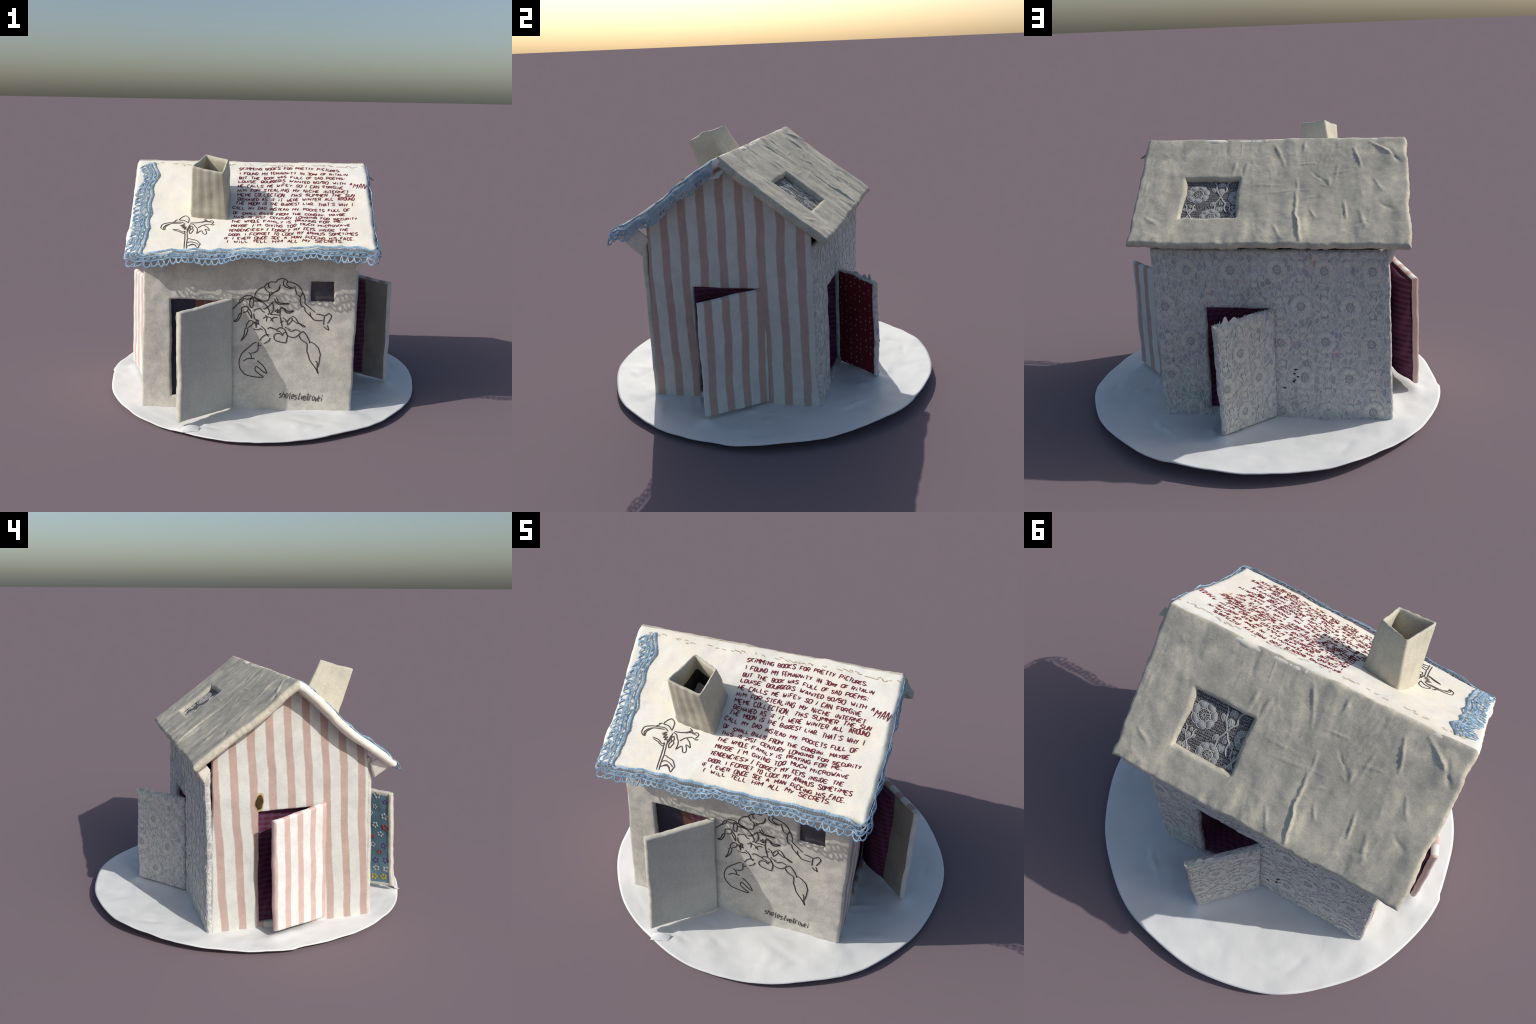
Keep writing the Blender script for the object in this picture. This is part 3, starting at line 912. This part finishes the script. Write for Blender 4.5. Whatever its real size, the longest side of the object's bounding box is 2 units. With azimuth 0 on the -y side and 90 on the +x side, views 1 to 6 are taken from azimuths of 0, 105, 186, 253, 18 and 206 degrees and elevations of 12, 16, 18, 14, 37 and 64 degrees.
def build_lace_trim(front, to_uv, M, root):
    """Blue crochet edging: down the left rake, along the front eave, up the right rake."""
    tS = lambda x, s: slope_pos(SLOPE_LEFT, SLOPE_RIGHT, SLOPE_LEN)(np.array([x]), np.array([s * SLOPE_LEN]))[0]
    st = []
    for (xi, yi), (xo, yo) in (((-.672, -.083), (-.768, -.110)), ((-.636, -.155), (-.730, -.185)), ((-.655, -.255), (-.765, -.265)), ((-.655, -.36), (-.770, -.37)),
                               ((-.648, -.48), (-.764, -.49)), ((-.655, -.575), (-.772, -.575)), ((-.665, -.620), (-.782, -.632))):
        pin = front.at(*to_uv(np.array([[xi, yi]])).T, np.array([.004]))[0]
        pout = front.at(*to_uv(np.array([[xo, yo]])).T, np.array([.004]))[0]
        st.append((pin, pout, np.array([-.0, -.55, .83])))
    st.append((np.array([-.655, -.648, .980]), np.array([-.752, -.680, .915]), np.array([-.4, -.8, .4])))
    for x in np.linspace(-.60, .52, 13):
        e = tS(x, .965)
        drop = .080 + .012 * math.sin(x * 17) - .02 * math.exp(-((x - .0) / .35) ** 2)
        st.append((e + (0, -.014, .012), e + (.0, -.052 - .006 * math.sin(x * 23), -drop + .004), np.array([0, -.95, .3])))
    st.append((np.array([.575, -.728, 1.045]), np.array([.605, -.748, .965]), np.array([.4, -.85, .3])))
    st.append((np.array([.612, -.700, 1.065]), np.array([.642, -.712, 1.005]), np.array([.8, -.4, .3])))
    for s in np.linspace(.86, .04, 9):
        e = tS(.618, s)
        st.append((e + (.002, 0, .002), e + (.006 + .005 * math.sin(s * 31), .004, -.088 + .012 * math.sin(s * 19)), np.array([.95, 0, .3])))
    I = catmull([a for a, _, _ in st], 10)
    O = catmull([b for _, b, _ in st], 10)
    N = catmull([c for _, _, c in st], 10)
    N /= np.linalg.norm(N, axis=1, keepdims=True)
    arc = np.r_[0, np.cumsum(np.linalg.norm(np.diff((I + O) / 2, axis=0), axis=1))]
    total = arc[-1]
    rng = np.random.default_rng(31)
    def at(t, w, h=0.0):
        t, w = np.asarray(t, float), np.asarray(w, float)
        i = np.stack([np.interp(t, arc, I[:, k]) for k in range(3)], -1)
        o = np.stack([np.interp(t, arc, O[:, k]) for k in range(3)], -1)
        n = np.stack([np.interp(t, arc, N[:, k]) for k in range(3)], -1)
        ph = t / SC
        wave = .10 * (np.abs(np.sin(np.pi * ph)) - .5) * (1 - w)          # scalloped heading
        outw = .10 * np.abs(np.sin(np.pi * ph * 2)) * w
        ww = (w + wave + outw)[..., None]
        P = i + (o - i) * ww
        P = P + n * (.006 * np.sin(np.pi * np.clip(w, 0, 1)) + .007 * noise(P, 16, 71) + h)[..., None]
        return P + .0055 * np.stack([noise(P, 20, 80 + k) for k in range(3)], -1), n
    SC = total / round(total / .135)
    thr = Threads()
    def cord(t, w, r=.0034, slot=0):
        P, n = at(t, w)
        r = r * .78
        thr.tube(P, n, r, 5, slot, .6)
    T = np.linspace(0, total, int(total / .006))
    for w, r in ((.12, .0034), (.155, .0040), (.19, .0034), (.38, .0034), (.42, .0026), (.62, .0032), (.66, .0028)):
        cord(T, np.full(len(T), w) + .012 * np.sin(T * 300), r)
    # ladder bars
    for t in np.arange(.004, total, .0135):
        cord(np.array([t, t + rng.uniform(-.002, .002)]), np.array([.18, .38]), .0032)
    # picot dots along the heading
    for t in np.arange(.002, total, .0095):
        cord(np.array([t, t + .001]), np.array([.07, .125]), .0022)
    # fans of threads
    for t in np.arange(.015, total - .01, SC / 4):
        for a in np.linspace(-1, 1, 5):
            cord(np.array([t + a * .003, t + a * .010, t + a * .0165]), np.array([.42, .52, .63]), .0026)
    # big open loops with a scalloped rim
    step = SC / 4
    for t in np.arange(.0, total - step, step):
        j = rng.uniform(-.06, .06)
        a = np.linspace(0, 1, 9)
        cord(t + a * step, .63 + (.30 + j) * np.sin(np.pi * a) ** .6, .0038)
        cord(t + a * step, .70 + (.26 + j) * np.sin(np.pi * a) ** .5, .0030)
        cord(np.array([t, t + .002]), np.array([.60, .74]), .0036)
    # outer picot zigzag
    zz = np.arange(0, total, step / 2)
    cord(catmull(np.stack([zz, .90 + .05 * (np.arange(len(zz)) % 2)], 1), 3)[:, 0], catmull(np.stack([zz, .90 + .05 * (np.arange(len(zz)) % 2)], 1), 3)[:, 1], .0030)
    thr.build("crochet_lace_trim", M['blue_thread'], root, "stuff")
    # a loose corner of cloth below the ridge at the right end
    tip2 = lambda u, v: np.stack([.60 + .065 * u, -.04 - .05 * v - .02 * u, 1.400 - .05 * u * (1 - .6 * v) - .035 * v], -1)
    Sheet(tip2, 0, 1, 0, 1, .008, .25, .12, bump=.003, fine=0, wobble=.006, seed=45).build("frayed_cloth_tip", [M['roof_back'], M['wrap']], root)


def build_chimney(M, root):
    # corners seen from above, counter-clockwise: front-left, front-right, back-right, back-left
    top = np.array([(-.414, -.528, 1.450), (-.234, -.555, 1.424), (-.210, -.405, 1.478), (-.351, -.338, 1.503)])
    foot = np.array([(-.430, -.424, 1.165), (-.218, -.456, 1.150), (-.206, -.275, 1.250), (-.395, -.225, 1.290)])
    foot = foot - (top - foot) * .12
    per = 16
    def ring(c, inset):
        cen = c.mean(0)
        pts = []
        for i in range(4):
            a, b = c[i], c[(i + 1) % 4]
            for j in range(per):
                pts.append(lerp(a, b, j / per))
        P = np.array(pts)
        R = (np.roll(P, 1, 0) + P + np.roll(P, -1, 0)) / 3
        d = R - cen
        L = np.linalg.norm(d[:, :2], axis=1, keepdims=True)
        return R - d / L * inset
    rows, levels, n = [], 26, 4 * per
    rib = np.cos(np.arange(n) / per * 2 * np.pi * 4) * .0022
    for k in range(levels + 1):
        t = k / levels
        c = lerp(foot, top, t)
        R = ring(c, 0.0)
        cen = c.mean(0)
        d = R - cen
        d[:, 2] = 0
        d /= np.linalg.norm(d, axis=1, keepdims=True)
        bulge = .004 * math.sin(math.pi * t) + .005 * math.exp(-((t - .16) / .07) ** 2)
        R = R + d * (rib + bulge + .004 * fbm(R, 9, 90, 2))[:, None]
        R[:, 2] += .008 * noise(R, 12, 91) * t
        rows.append(R)
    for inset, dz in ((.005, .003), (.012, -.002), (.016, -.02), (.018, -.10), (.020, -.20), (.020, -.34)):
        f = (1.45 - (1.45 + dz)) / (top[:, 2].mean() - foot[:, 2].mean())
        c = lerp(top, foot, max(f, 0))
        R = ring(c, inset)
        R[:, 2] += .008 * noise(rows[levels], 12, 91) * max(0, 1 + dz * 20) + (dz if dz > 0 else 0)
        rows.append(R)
    V = np.vstack(rows)
    m = len(rows)
    F, S = [], []
    for i in range(m - 1):
        for j in range(n):
            k = (j + 1) % n
            F.append((i * n + j, i * n + k, (i + 1) * n + k, (i + 1) * n + j))
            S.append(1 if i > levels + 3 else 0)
    new_object("chimney", V, F, [M['chimney'], M['chimney_painted_shade']], root, S)
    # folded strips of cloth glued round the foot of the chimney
    rng = np.random.default_rng(3)
    return


def build_walls(M, root):
    W = {}
    pf, Lf = wall_pos(FL, FR, lambda s, z: z * lerp(-.026, -.004, s), .030, .010)
    door_f = (FL[0] * -1 - .533, FL[0] * -1 - .205)
    win = (.992, 1.124)
    front = Sheet(pf, 0, Lf, WALL_Z0, .985, .034, .016, .011, holes=[(*door_f, .105, .685), (*win, .697, .812)], flip=False,
                  bump=.004, bump_scale=6, fine=.001, wobble=.004, seed=11)
    W['front'] = front
    front_obj = front.build("front_wall", [M['linen'], M['gingham']], root)
    pane = Sheet(lambda u, v: pf(u, v) + np.array([0, .020, 0]), win[0] - .02, win[1] + .02, .68, .83, .004, .004, .012, bump=.006, bump_scale=18, wobble=0, seed=12)
    pane.build("window_dark_sheet", [M['dark_sheet'], M['dark_sheet']], front_obj)

    pb, Lb = wall_pos(BR, BL, lambda s, z: z * lerp(-.028, -.002, s), -.010, -.030)
    bx = lambda x: BR[0] - x
    back = Sheet(pb, 0, Lb, WALL_Z0, .968, .034, .016, .011, holes=[(bx(.252), bx(-.078), .085, .650)], flip=False,
                 bump=.005, bump_scale=6, fine=.0018, wobble=.004, seed=13)
    back.build("back_wall", [M['lace_net'], M['gingham']], root)
    W['back'] = back

    def gable(a, b, x_slope, hole, mats, seed, apex_y, lean, name):
        pos0, L = wall_pos(a, b, lean)
        a_, b_ = np.array(a), np.array(b)
        d = (b_ - a_) / L
        ue = 1.30
        def top(u):
            y = a_[1] + d[1] * u
            yf, zf = profile(lerp(SLOPE_LEFT, SLOPE_RIGHT, x_slope), np.linspace(0, 1, 60))
            yb, zb = profile(lerp(BACK_LEFT, BACK_RIGHT, x_slope), np.linspace(0, 1, 60))
            zz = np.where(y < apex_y, np.interp(-y, -yf, zf), np.interp(y, yb, zb))
            return zz - .040
        ez = .90
        def pos(u, v):
            H = top(u)
            z = np.where(v < ez, v, ez + (v - ez) / (ue - ez) * (H - ez))
            w = np.clip(np.abs(2 * u / L - 1), 0, 1) ** 6 * np.sign(2 * u / L - 1)
            return pos0(u - w * (.010 + .027 * np.clip(z, 0, 1)), z)
        s = Sheet(pos, .012, L - .012, WALL_Z0, ue, .034, .010, .012, holes=[hole], flip=False, bump=.0045, bump_scale=5, fine=.001, wobble=.0035, seed=seed, sharp=('v1',))
        s.build(name, mats, root)
        return s
    # left gable faces -x: runs from back to front
    bu = lambda y: BL[1] - y
    W['left'] = gable(BL, FL, .05, (bu(.140), bu(-.225), .065, .715), [M['stripe_left'], M['plaid']], 14, -.06, -.031, "gable_wall")
    ru = lambda y: y - FR[1]
    W['right'] = gable(FR, BR, .93, (ru(-.290), ru(.090), .065, .715), [M['stripe_right'], M['plaid']], 15, -.085, lambda s, z: .016 * np.exp(-((z - .72) / .28) ** 2) - .012 * np.clip(z - 1.05, 0, 1), "gable_wall")
    return W


def build_curtains(W, M, root):
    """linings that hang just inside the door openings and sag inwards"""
    spec = (('front', 'patchwork', .06, .8, .8), ('back', 'plaid', .16, .8, .9), ('left', 'plaid', .06, 1.0, .7), ('right', 'plaid', .26, .62, 1.3))
    for key, mat, sag, skew, power in spec:
        s = W[key]
        a, b, c, e = s.holes[0]
        def pos(u, v, s=s, a=a, b=b, c=c, e=e, sag=sag, skew=skew, power=power):
            P, n = s.frame(u, v)
            k = np.sin(np.pi * np.clip((u - a) / (b - a), 0, 1) ** skew) ** power * np.sin(np.pi * np.clip((v - c) / (e - c), 0, 1)) ** power
            return P - n * (.026 + sag * k)[..., None]
        Sheet(pos, a - .02, b + .02, c - .02, e + .02, .006, .006, .02, bump=.004, fine=.001, wobble=.002, seed=90).build("door_curtain", [M[mat], M['navy']], s.object)


def build_gussets(M, root):
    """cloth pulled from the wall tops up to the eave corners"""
    def gus(p, q, r, s, seed):
        p, q, r, s = map(np.array, (p, q, r, s))
        f = lambda u, v: (p * (1 - u)[..., None] + q * u[..., None]) * (1 - v)[..., None] + (r * (1 - u)[..., None] + s * u[..., None]) * v[..., None]
        Sheet(f, 0, 1, 0, 1, .022, .15, .1, bump=.003, fine=0, wobble=.004, seed=seed).build("eave_gusset", [M['wrap'], M['wrap']], root)
    gus((-.694, -.552, .865), (-.690, -.520, .95), (-.742, -.645, .955), (-.726, -.590, 1.005), 51)
    gus((-.694, .440, .895), (-.690, .405, .97), (-.732, .512, 1.005), (-.720, .460, 1.045), 52)
    gus((.536, -.588, .880), (.540, -.53, .98), (.590, -.705, 1.010), (.585, -.60, 1.065), 53)


def build_doors(M, root):
    D = {}
    def make(key, ht, hb, ft, fb, mats, name, seed, thick=.038, extra=None, wobble=.0045, wrap=.75):
        W = float(np.linalg.norm(np.array(ft) - np.array(ht)))
        H = float(np.linalg.norm(np.array(ht) - np.array(hb)))
        s = Sheet(door_pos(ht, hb, ft, fb, W, H, .004), -.016, W, 0, H, thick, .014, .013, flip=True, bump=.0035, bump_scale=6, fine=.0011, wobble=wobble, seed=seed, extra=extra, wrap=wrap)
        D[key] = (s, W, H, s.build(name, mats, root))
        return D[key]
    dir_of = lambda ht, ft: (np.array(ft) - np.array(ht))[:2] / np.linalg.norm((np.array(ft) - np.array(ht))[:2])

    # front: plain linen outside, blue floral cotton inside
    make('front', (-.186, -.590, .712), (-.182, -.596, .042), (-.456, -.812, .684), (-.454, -.855, .060), [M['door_linen'], M['blue_print']], "front_door", 21, wrap=1.6)
    # right: striped outside, plum plaid inside
    ht, ft = (.530, .108, .722), (.806, -.170, .722)
    d = dir_of(ht, ft)
    mr = stripes("pink_stripe_cotton", (d[0], d[1], .015), .1045, float(np.dot(d, ht[:2])) + .135, .0235, (.68, .69, .66), (.53, .385, .335), 3)
    make('right', ht, (.530, .108, .040), ft, (.812, -.158, .072), [mr, M['dark_cloth']], "side_door", 22)
    # back: lace outside, dotted dark red inside
    make('back', (-.096, .448, .660), (-.092, .452, .045), (.157, .690, .664), (.142, .700, .072), [M['lace_net'], M['dot_red']], "back_door", 23, wobble=.007)
    # left: striped outside, plum plaid inside
    ht, ft = (-.722, -.240, .742), (-.858, .110, .708)
    d = dir_of(ht, ft)
    ml = stripes("pink_stripe_cotton", (d[0], d[1], -.01), .0955, float(np.dot(d, ht[:2])) + .085, .0205, (.84, .83, .79), (.68, .50, .45), 4)
    make('left', ht, (-.722, -.250, .045), ft, (-.872, .098, .072), [ml, M['plaid']], "side_door", 24)

    # hems along the free inner edge of the doors
    for key, mat in (('front', 'wrap'),):
        s, W, H, ob = D[key]
        w = .022
        hem = Sheet(lambda u, v, s=s: s.at(u, v, np.full(np.shape(u), -s.thick - .005)), W - w, W - .004, .012, H - .008, .008, .006, .014, flip=True, bump=.002, fine=.0006, wobble=.003, seed=60)
        # the hem sits on the inner face: its outer side looks inward
        hem.sign = 1
        hem.build("door_hem", [M[mat], M[mat]], ob)
    s, W, H, ob = D['right']
    for key, mat, far, puff, lean, soft in (('right', 'plaid', .55, .048, 1.0, .25), ('left', 'plaid', .96, .080, 1.6, .3)):
        s, W, H, ob = D[key]
        fill = lambda u, v, s=s, W=W, H=H, far=far, puff=puff, lean=lean, soft=soft: s.at(u, v, -s.thick - .004 - puff * np.abs(np.sin(np.pi * np.clip(u / (W * far), 0, 1) ** lean)) ** .7 * np.abs(np.sin(np.pi * np.clip((v - .02) / (H - .04), 0, 1))) ** soft)
        panel = Sheet(fill, .0, W * far, .02, H - .02, .008, .006, .014, bump=.003, fine=.0006, wobble=.005, seed=61)
        panel.build("door_lining", [M[mat], M[mat]], ob)

    # printed flowers on the blue lining of the front door
    s, W, H, ob = D['front']
    rng = np.random.default_rng(41)
    inner = Sheet(lambda u, v: s.at(u, v, np.full(np.shape(u), -s.thick)), 0, W, 0, H, .01, bump=0, fine=0, wobble=0)
    spots = []
    tries = 0
    while len(spots) < 46 and tries < 4000:
        tries += 1
        p = np.array([rng.uniform(.02, W - .04), rng.uniform(.03, H - .03)])
        if all(np.linalg.norm(p - q) > .056 for q in spots):
            spots.append(p)
    for p in spots:
        t = Threads()
        if p[1] < .09:
            mat = 'print_yellow'
        else:
            mat = ['print_white', 'print_white', 'print_red', 'print_white', 'print_violet'][rng.integers(5)]
        R = rng.uniform(.019, .028)
        rot = rng.uniform(0, 6)
        for i in range(5):
            a = rot + i * 2 * np.pi / 5
            q = np.linspace(0, 2 * np.pi, 9, endpoint=False)
            uv = np.stack([p[0] + R * .6 * np.cos(a) + R * .36 * np.cos(q), p[1] + R * .6 * np.sin(a) + R * .36 * np.sin(q)], 1)
            patch(inner, t, uv, .0010, 0)
        t.build("printed_flower", M[mat], ob)
    # ragged lace fringe on the top and bottom of the back door
    s, W, H, ob = D['back']
    t = Threads()
    for x in np.arange(.006, W - .004, .006):
        for v0, sg in ((H - .004, 1), (.004, -1)):
            L = rng.uniform(.004, .012) * (1.6 if (sg > 0 and .55 < x / W < .95 and rng.uniform() < .3) else 1)
            uv = np.array([(x, v0), (x + rng.uniform(-.003, .003), v0 + sg * L * .5), (x + rng.uniform(-.006, .006), v0 + sg * L)])
            P, n = on_sheet(s, uv, -s.thick * rng.uniform(.25, .7))
            t.tube(P, n, .0022, 4, 0, .8)
    t.build("frayed_fringe", M['fray'], ob, "stuff")
    # torn lace points standing up at the free top corner
    for u0, w, hgt in ((.66, .07, .022), (.80, .05, .030), (.40, .10, .010)):
        f = lambda u, v, u0=u0, w=w, hgt=hgt: s.at((u0 * W) + (u - .5) * w * (1 - .85 * v), H - .008 + v * (hgt + .008), np.full(np.shape(u), -.010))
        Sheet(f, 0, 1, 0, 1, .005, .15, .12, flip=True, bump=.002, fine=0, wobble=.002, seed=70).build("torn_lace_point", [M['lace_petal'], M['lace_petal']], ob)
    return D


def build_scorpion(front, M, root):
    wall_x = FL[0]
    to_uv = lambda p: np.stack([(-.220 + p[:, 0] * .000436 + p[:, 1] * .000008) - wall_x, .874 + p[:, 0] * .0000085 - p[:, 1] * .000457], 1)
    abdomen = [(515, 215, 440, 250, 400, 300, 390, 350, 415, 385, 480, 405, 540, 400, 570, 370, 580, 300, 540, 260, 515, 215),
               (515, 215, 545, 180, 570, 175, 570, 215, 595, 225), (570, 175, 610, 155, 670, 160), (590, 280, 620, 300, 600, 320, 580, 345), (600, 300, 650, 285, 690, 270, 715, 235, 720, 185),
               (670, 160, 690, 130, 740, 115, 790, 125, 820, 150), (720, 185, 715, 220, 690, 260, 640, 290, 605, 325)]
    tail = [(770, 130, 765, 180, 790, 220, 860, 235, 900, 225), (820, 150, 805, 180, 830, 210, 880, 225), (820, 150, 900, 165, 970, 205, 1010, 270, 1045, 350),
            (910, 205, 920, 250, 940, 310, 985, 345), (985, 345, 1015, 295, 1045, 360, 1040, 430), (985, 345, 980, 430, 1005, 470, 1035, 475), (1040, 430, 1110, 485, 1190, 540),
            (1035, 475, 1055, 535, 1100, 575, 1160, 635, 1200, 645), (1115, 540, 1125, 590, 1170, 640), (1200, 565, 1260, 565, 1310, 590), (1180, 645, 1290, 650),
            (1310, 585, 1300, 650, 1295, 705), (1310, 590, 1345, 570, 1370, 555, 1400, 595, 1370, 660, 1350, 690), (1300, 730, 1330, 755, 1370, 775), (1345, 710, 1360, 750, 1370, 775)]
    body = [(365, 410, 430, 405, 500, 430, 550, 480, 580, 550, 560, 585), (375, 545, 390, 520, 450, 505, 490, 540, 520, 550), (500, 510, 550, 485, 600, 440, 625, 440, 630, 520, 595, 575, 650, 575, 715, 580),
            (525, 590, 550, 610, 545, 670), (500, 635, 540, 610, 600, 620, 640, 670), (600, 660, 640, 615, 690, 610), (715, 580, 735, 640, 755, 740), (375, 570, 380, 620, 400, 650, 450, 665),
            (400, 700, 420, 650, 450, 720), (365, 690, 400, 710, 410, 755, 415, 680), (370, 770, 430, 780, 470, 765, 500, 785), (475, 730, 520, 770, 545, 830, 575, 865),
            (560, 770, 600, 745, 650, 765), (590, 745, 640, 760, 680, 765), (670, 785, 700, 750, 740, 740, 780, 760, 800, 810, 815, 850), (680, 785, 720, 800, 745, 830),
            (750, 860, 720, 830, 680, 825, 645, 850, 640, 890, 665, 925, 720, 945, 795, 960), (750, 860, 765, 820, 800, 815, 815, 860, 795, 960), (650, 540, 680, 515, 690, 495), (730, 540, 680, 550, 715, 510),
            (760, 610, 800, 640, 800, 670), (725, 675, 770, 650), (790, 745, 810, 730)]
    legs = [(90, 515, 170, 450, 200, 400, 255, 350, 320, 335, 370, 350), (175, 450, 230, 410, 250, 370), (255, 375, 300, 390, 360, 360, 440, 380, 480, 405), (365, 360, 330, 400, 325, 470, 345, 500), (365, 360, 370, 410, 365, 470, 345, 500),
            (100, 675, 150, 640, 175, 590, 210, 560, 220, 505, 260, 485, 300, 495, 290, 540, 230, 565), (100, 675, 150, 670, 200, 600, 215, 570), (300, 495, 340, 560, 345, 630), (300, 545, 320, 590, 345, 635),
            (205, 935, 245, 850, 250, 780, 265, 765, 275, 710, 320, 660, 360, 670, 350, 720, 290, 760), (205, 935, 265, 865, 290, 790, 280, 760), (360, 670, 400, 690, 450, 715),
            (600, 420, 650, 410, 690, 425), (645, 370, 660, 400, 690, 440, 750, 440, 840, 440), (670, 355, 690, 390, 700, 420, 780, 430, 840, 435),
            (720, 600, 725, 500, 750, 480, 780, 510, 810, 550, 850, 555, 900, 525), (740, 500, 780, 495, 820, 530, 900, 525),
            (825, 710, 820, 660, 860, 615, 880, 640, 850, 680, 825, 710), (870, 595, 920, 620, 950, 680, 1000, 710, 1050, 735), (880, 640, 930, 685, 970, 700, 1020, 740, 1050, 735)]
    claws = [(455, 915, 490, 870, 540, 840, 590, 840), (595, 880, 570, 920, 510, 955), (440, 940, 440, 985, 480, 975), (415, 940, 370, 960, 320, 1005, 260, 1060, 210, 1120, 185, 1210, 190, 1300, 240, 1370, 320, 1400, 420, 1415, 500, 1415),
             (440, 985, 430, 1040, 390, 1080, 340, 1095), (310, 1080, 340, 1120, 345, 1165), (240, 1205, 290, 1170, 345, 1165, 385, 1165), (415, 1185, 490, 1250, 530, 1320, 548, 1365),
             (500, 1415, 440, 1370, 390, 1330, 390, 1295, 405, 1262), (405, 1262, 450, 1300, 500, 1345, 548, 1365),
             (810, 755, 860, 770), (830, 780, 870, 795, 920, 775, 990, 800), (815, 850, 860, 870, 930, 870, 970, 840, 990, 810), (970, 825, 1020, 800, 1060, 830, 1110, 910, 1115, 955),
             (970, 840, 1010, 900, 1080, 950, 1085, 1050, 1115, 1160, 1150, 1220, 1210, 1290, 1240, 1360), (1115, 930, 1190, 975, 1250, 1060, 1262, 1160, 1240, 1260, 1215, 1290), (1205, 1200, 1225, 1210, 1230, 1290, 1245, 1355)]
    for nm, st in (("scorpion_abdomen_drawing", abdomen), ("scorpion_tail_drawing", tail), ("scorpion_body_drawing", body), ("scorpion_leg_drawing", legs), ("scorpion_claw_drawing", claws)):
        strokes_on(front, st, to_uv, .0027, nm, M['ink'], root)
    rng = np.random.default_rng(77)
    write(front, lambda p: np.stack([p[:, 0] - wall_x, p[:, 1]], 1), "shelestvetrovki", np.array([(.105, .128), (.23, .119), (.362, .108)]), .040, .0020, rng, "signature", M['ink'], root, slant=.1)


def build_marks(W, M, root):
    s = W['left']
    bu = lambda y: BL[1] - y
    t = Threads()
    shape = np.array([(.150, .715), (.168, .760), (.158, .800), (.135, .828), (.112, .815), (.107, .770), (.122, .725)])
    c = catmull(np.vstack([shape, shape[:1]]), 4)[:-1]
    c = np.stack([bu(c[:, 0]), c[:, 1]], 1)[::1]
    m = c.mean(0)
    patch(s, t, c, .0012, 1)
    patch(s, t, m + (c - m) * .80, .0024, 0)
    t.build("burn_mark", [M['burn'], M['scorch_rim']], root)
    # small holes burnt through the lace of the back wall
    s = W['back']
    t = Threads()
    for x, z in ((-.205, .312), (-.200, .290), (-.218, .276), (-.203, .258), (-.198, .248), (-.150, .208)):
        q = np.linspace(0, 2 * np.pi, 8, endpoint=False)
        patch(s, t, np.stack([BR[0] - x + .008 * np.cos(q), z + .004 * np.sin(q)], 1), .0035, 0)
    t.build("burn_mark", M['burn'], root)


def main():
    for o in list(bpy.data.objects):
        bpy.data.objects.remove(o, do_unlink=True)
    M = make_materials()
    root = bpy.data.objects.new("fabric_house", None)
    bpy.context.scene.collection.objects.link(root)
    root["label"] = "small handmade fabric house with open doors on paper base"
    root["category"] = "model house"
    build_base(M, root)
    front, back = build_roof(M, root)
    build_ridge_seam(front, M, root)
    to_uv = build_poem(front, M, root)
    build_flower_drawing(front, to_uv, M, root)
    build_lace_trim(front, to_uv, M, root)
    build_chimney(M, root)
    W = build_walls(M, root)
    build_curtains(W, M, root)
    build_gussets(M, root)
    D = build_doors(M, root)
    build_scorpion(W['front'], M, root)
    build_marks(W, M, root)
    # lace over the back wall and the back door
    bw = W['back']
    lace_field(bw, bw.object, M, (.014, bw.u1 - .014), (.045, .95), 6, u_off=.04, v_off=.03, hole=bw.holes[0])
    s, Wd, H, ob = D['back']
    lace_field(s, ob, M, (.006, Wd - .006), (.006, H - .006), 7, R=.050, du=.2, dv=.165, u_off=.10, v_off=.10)



main()
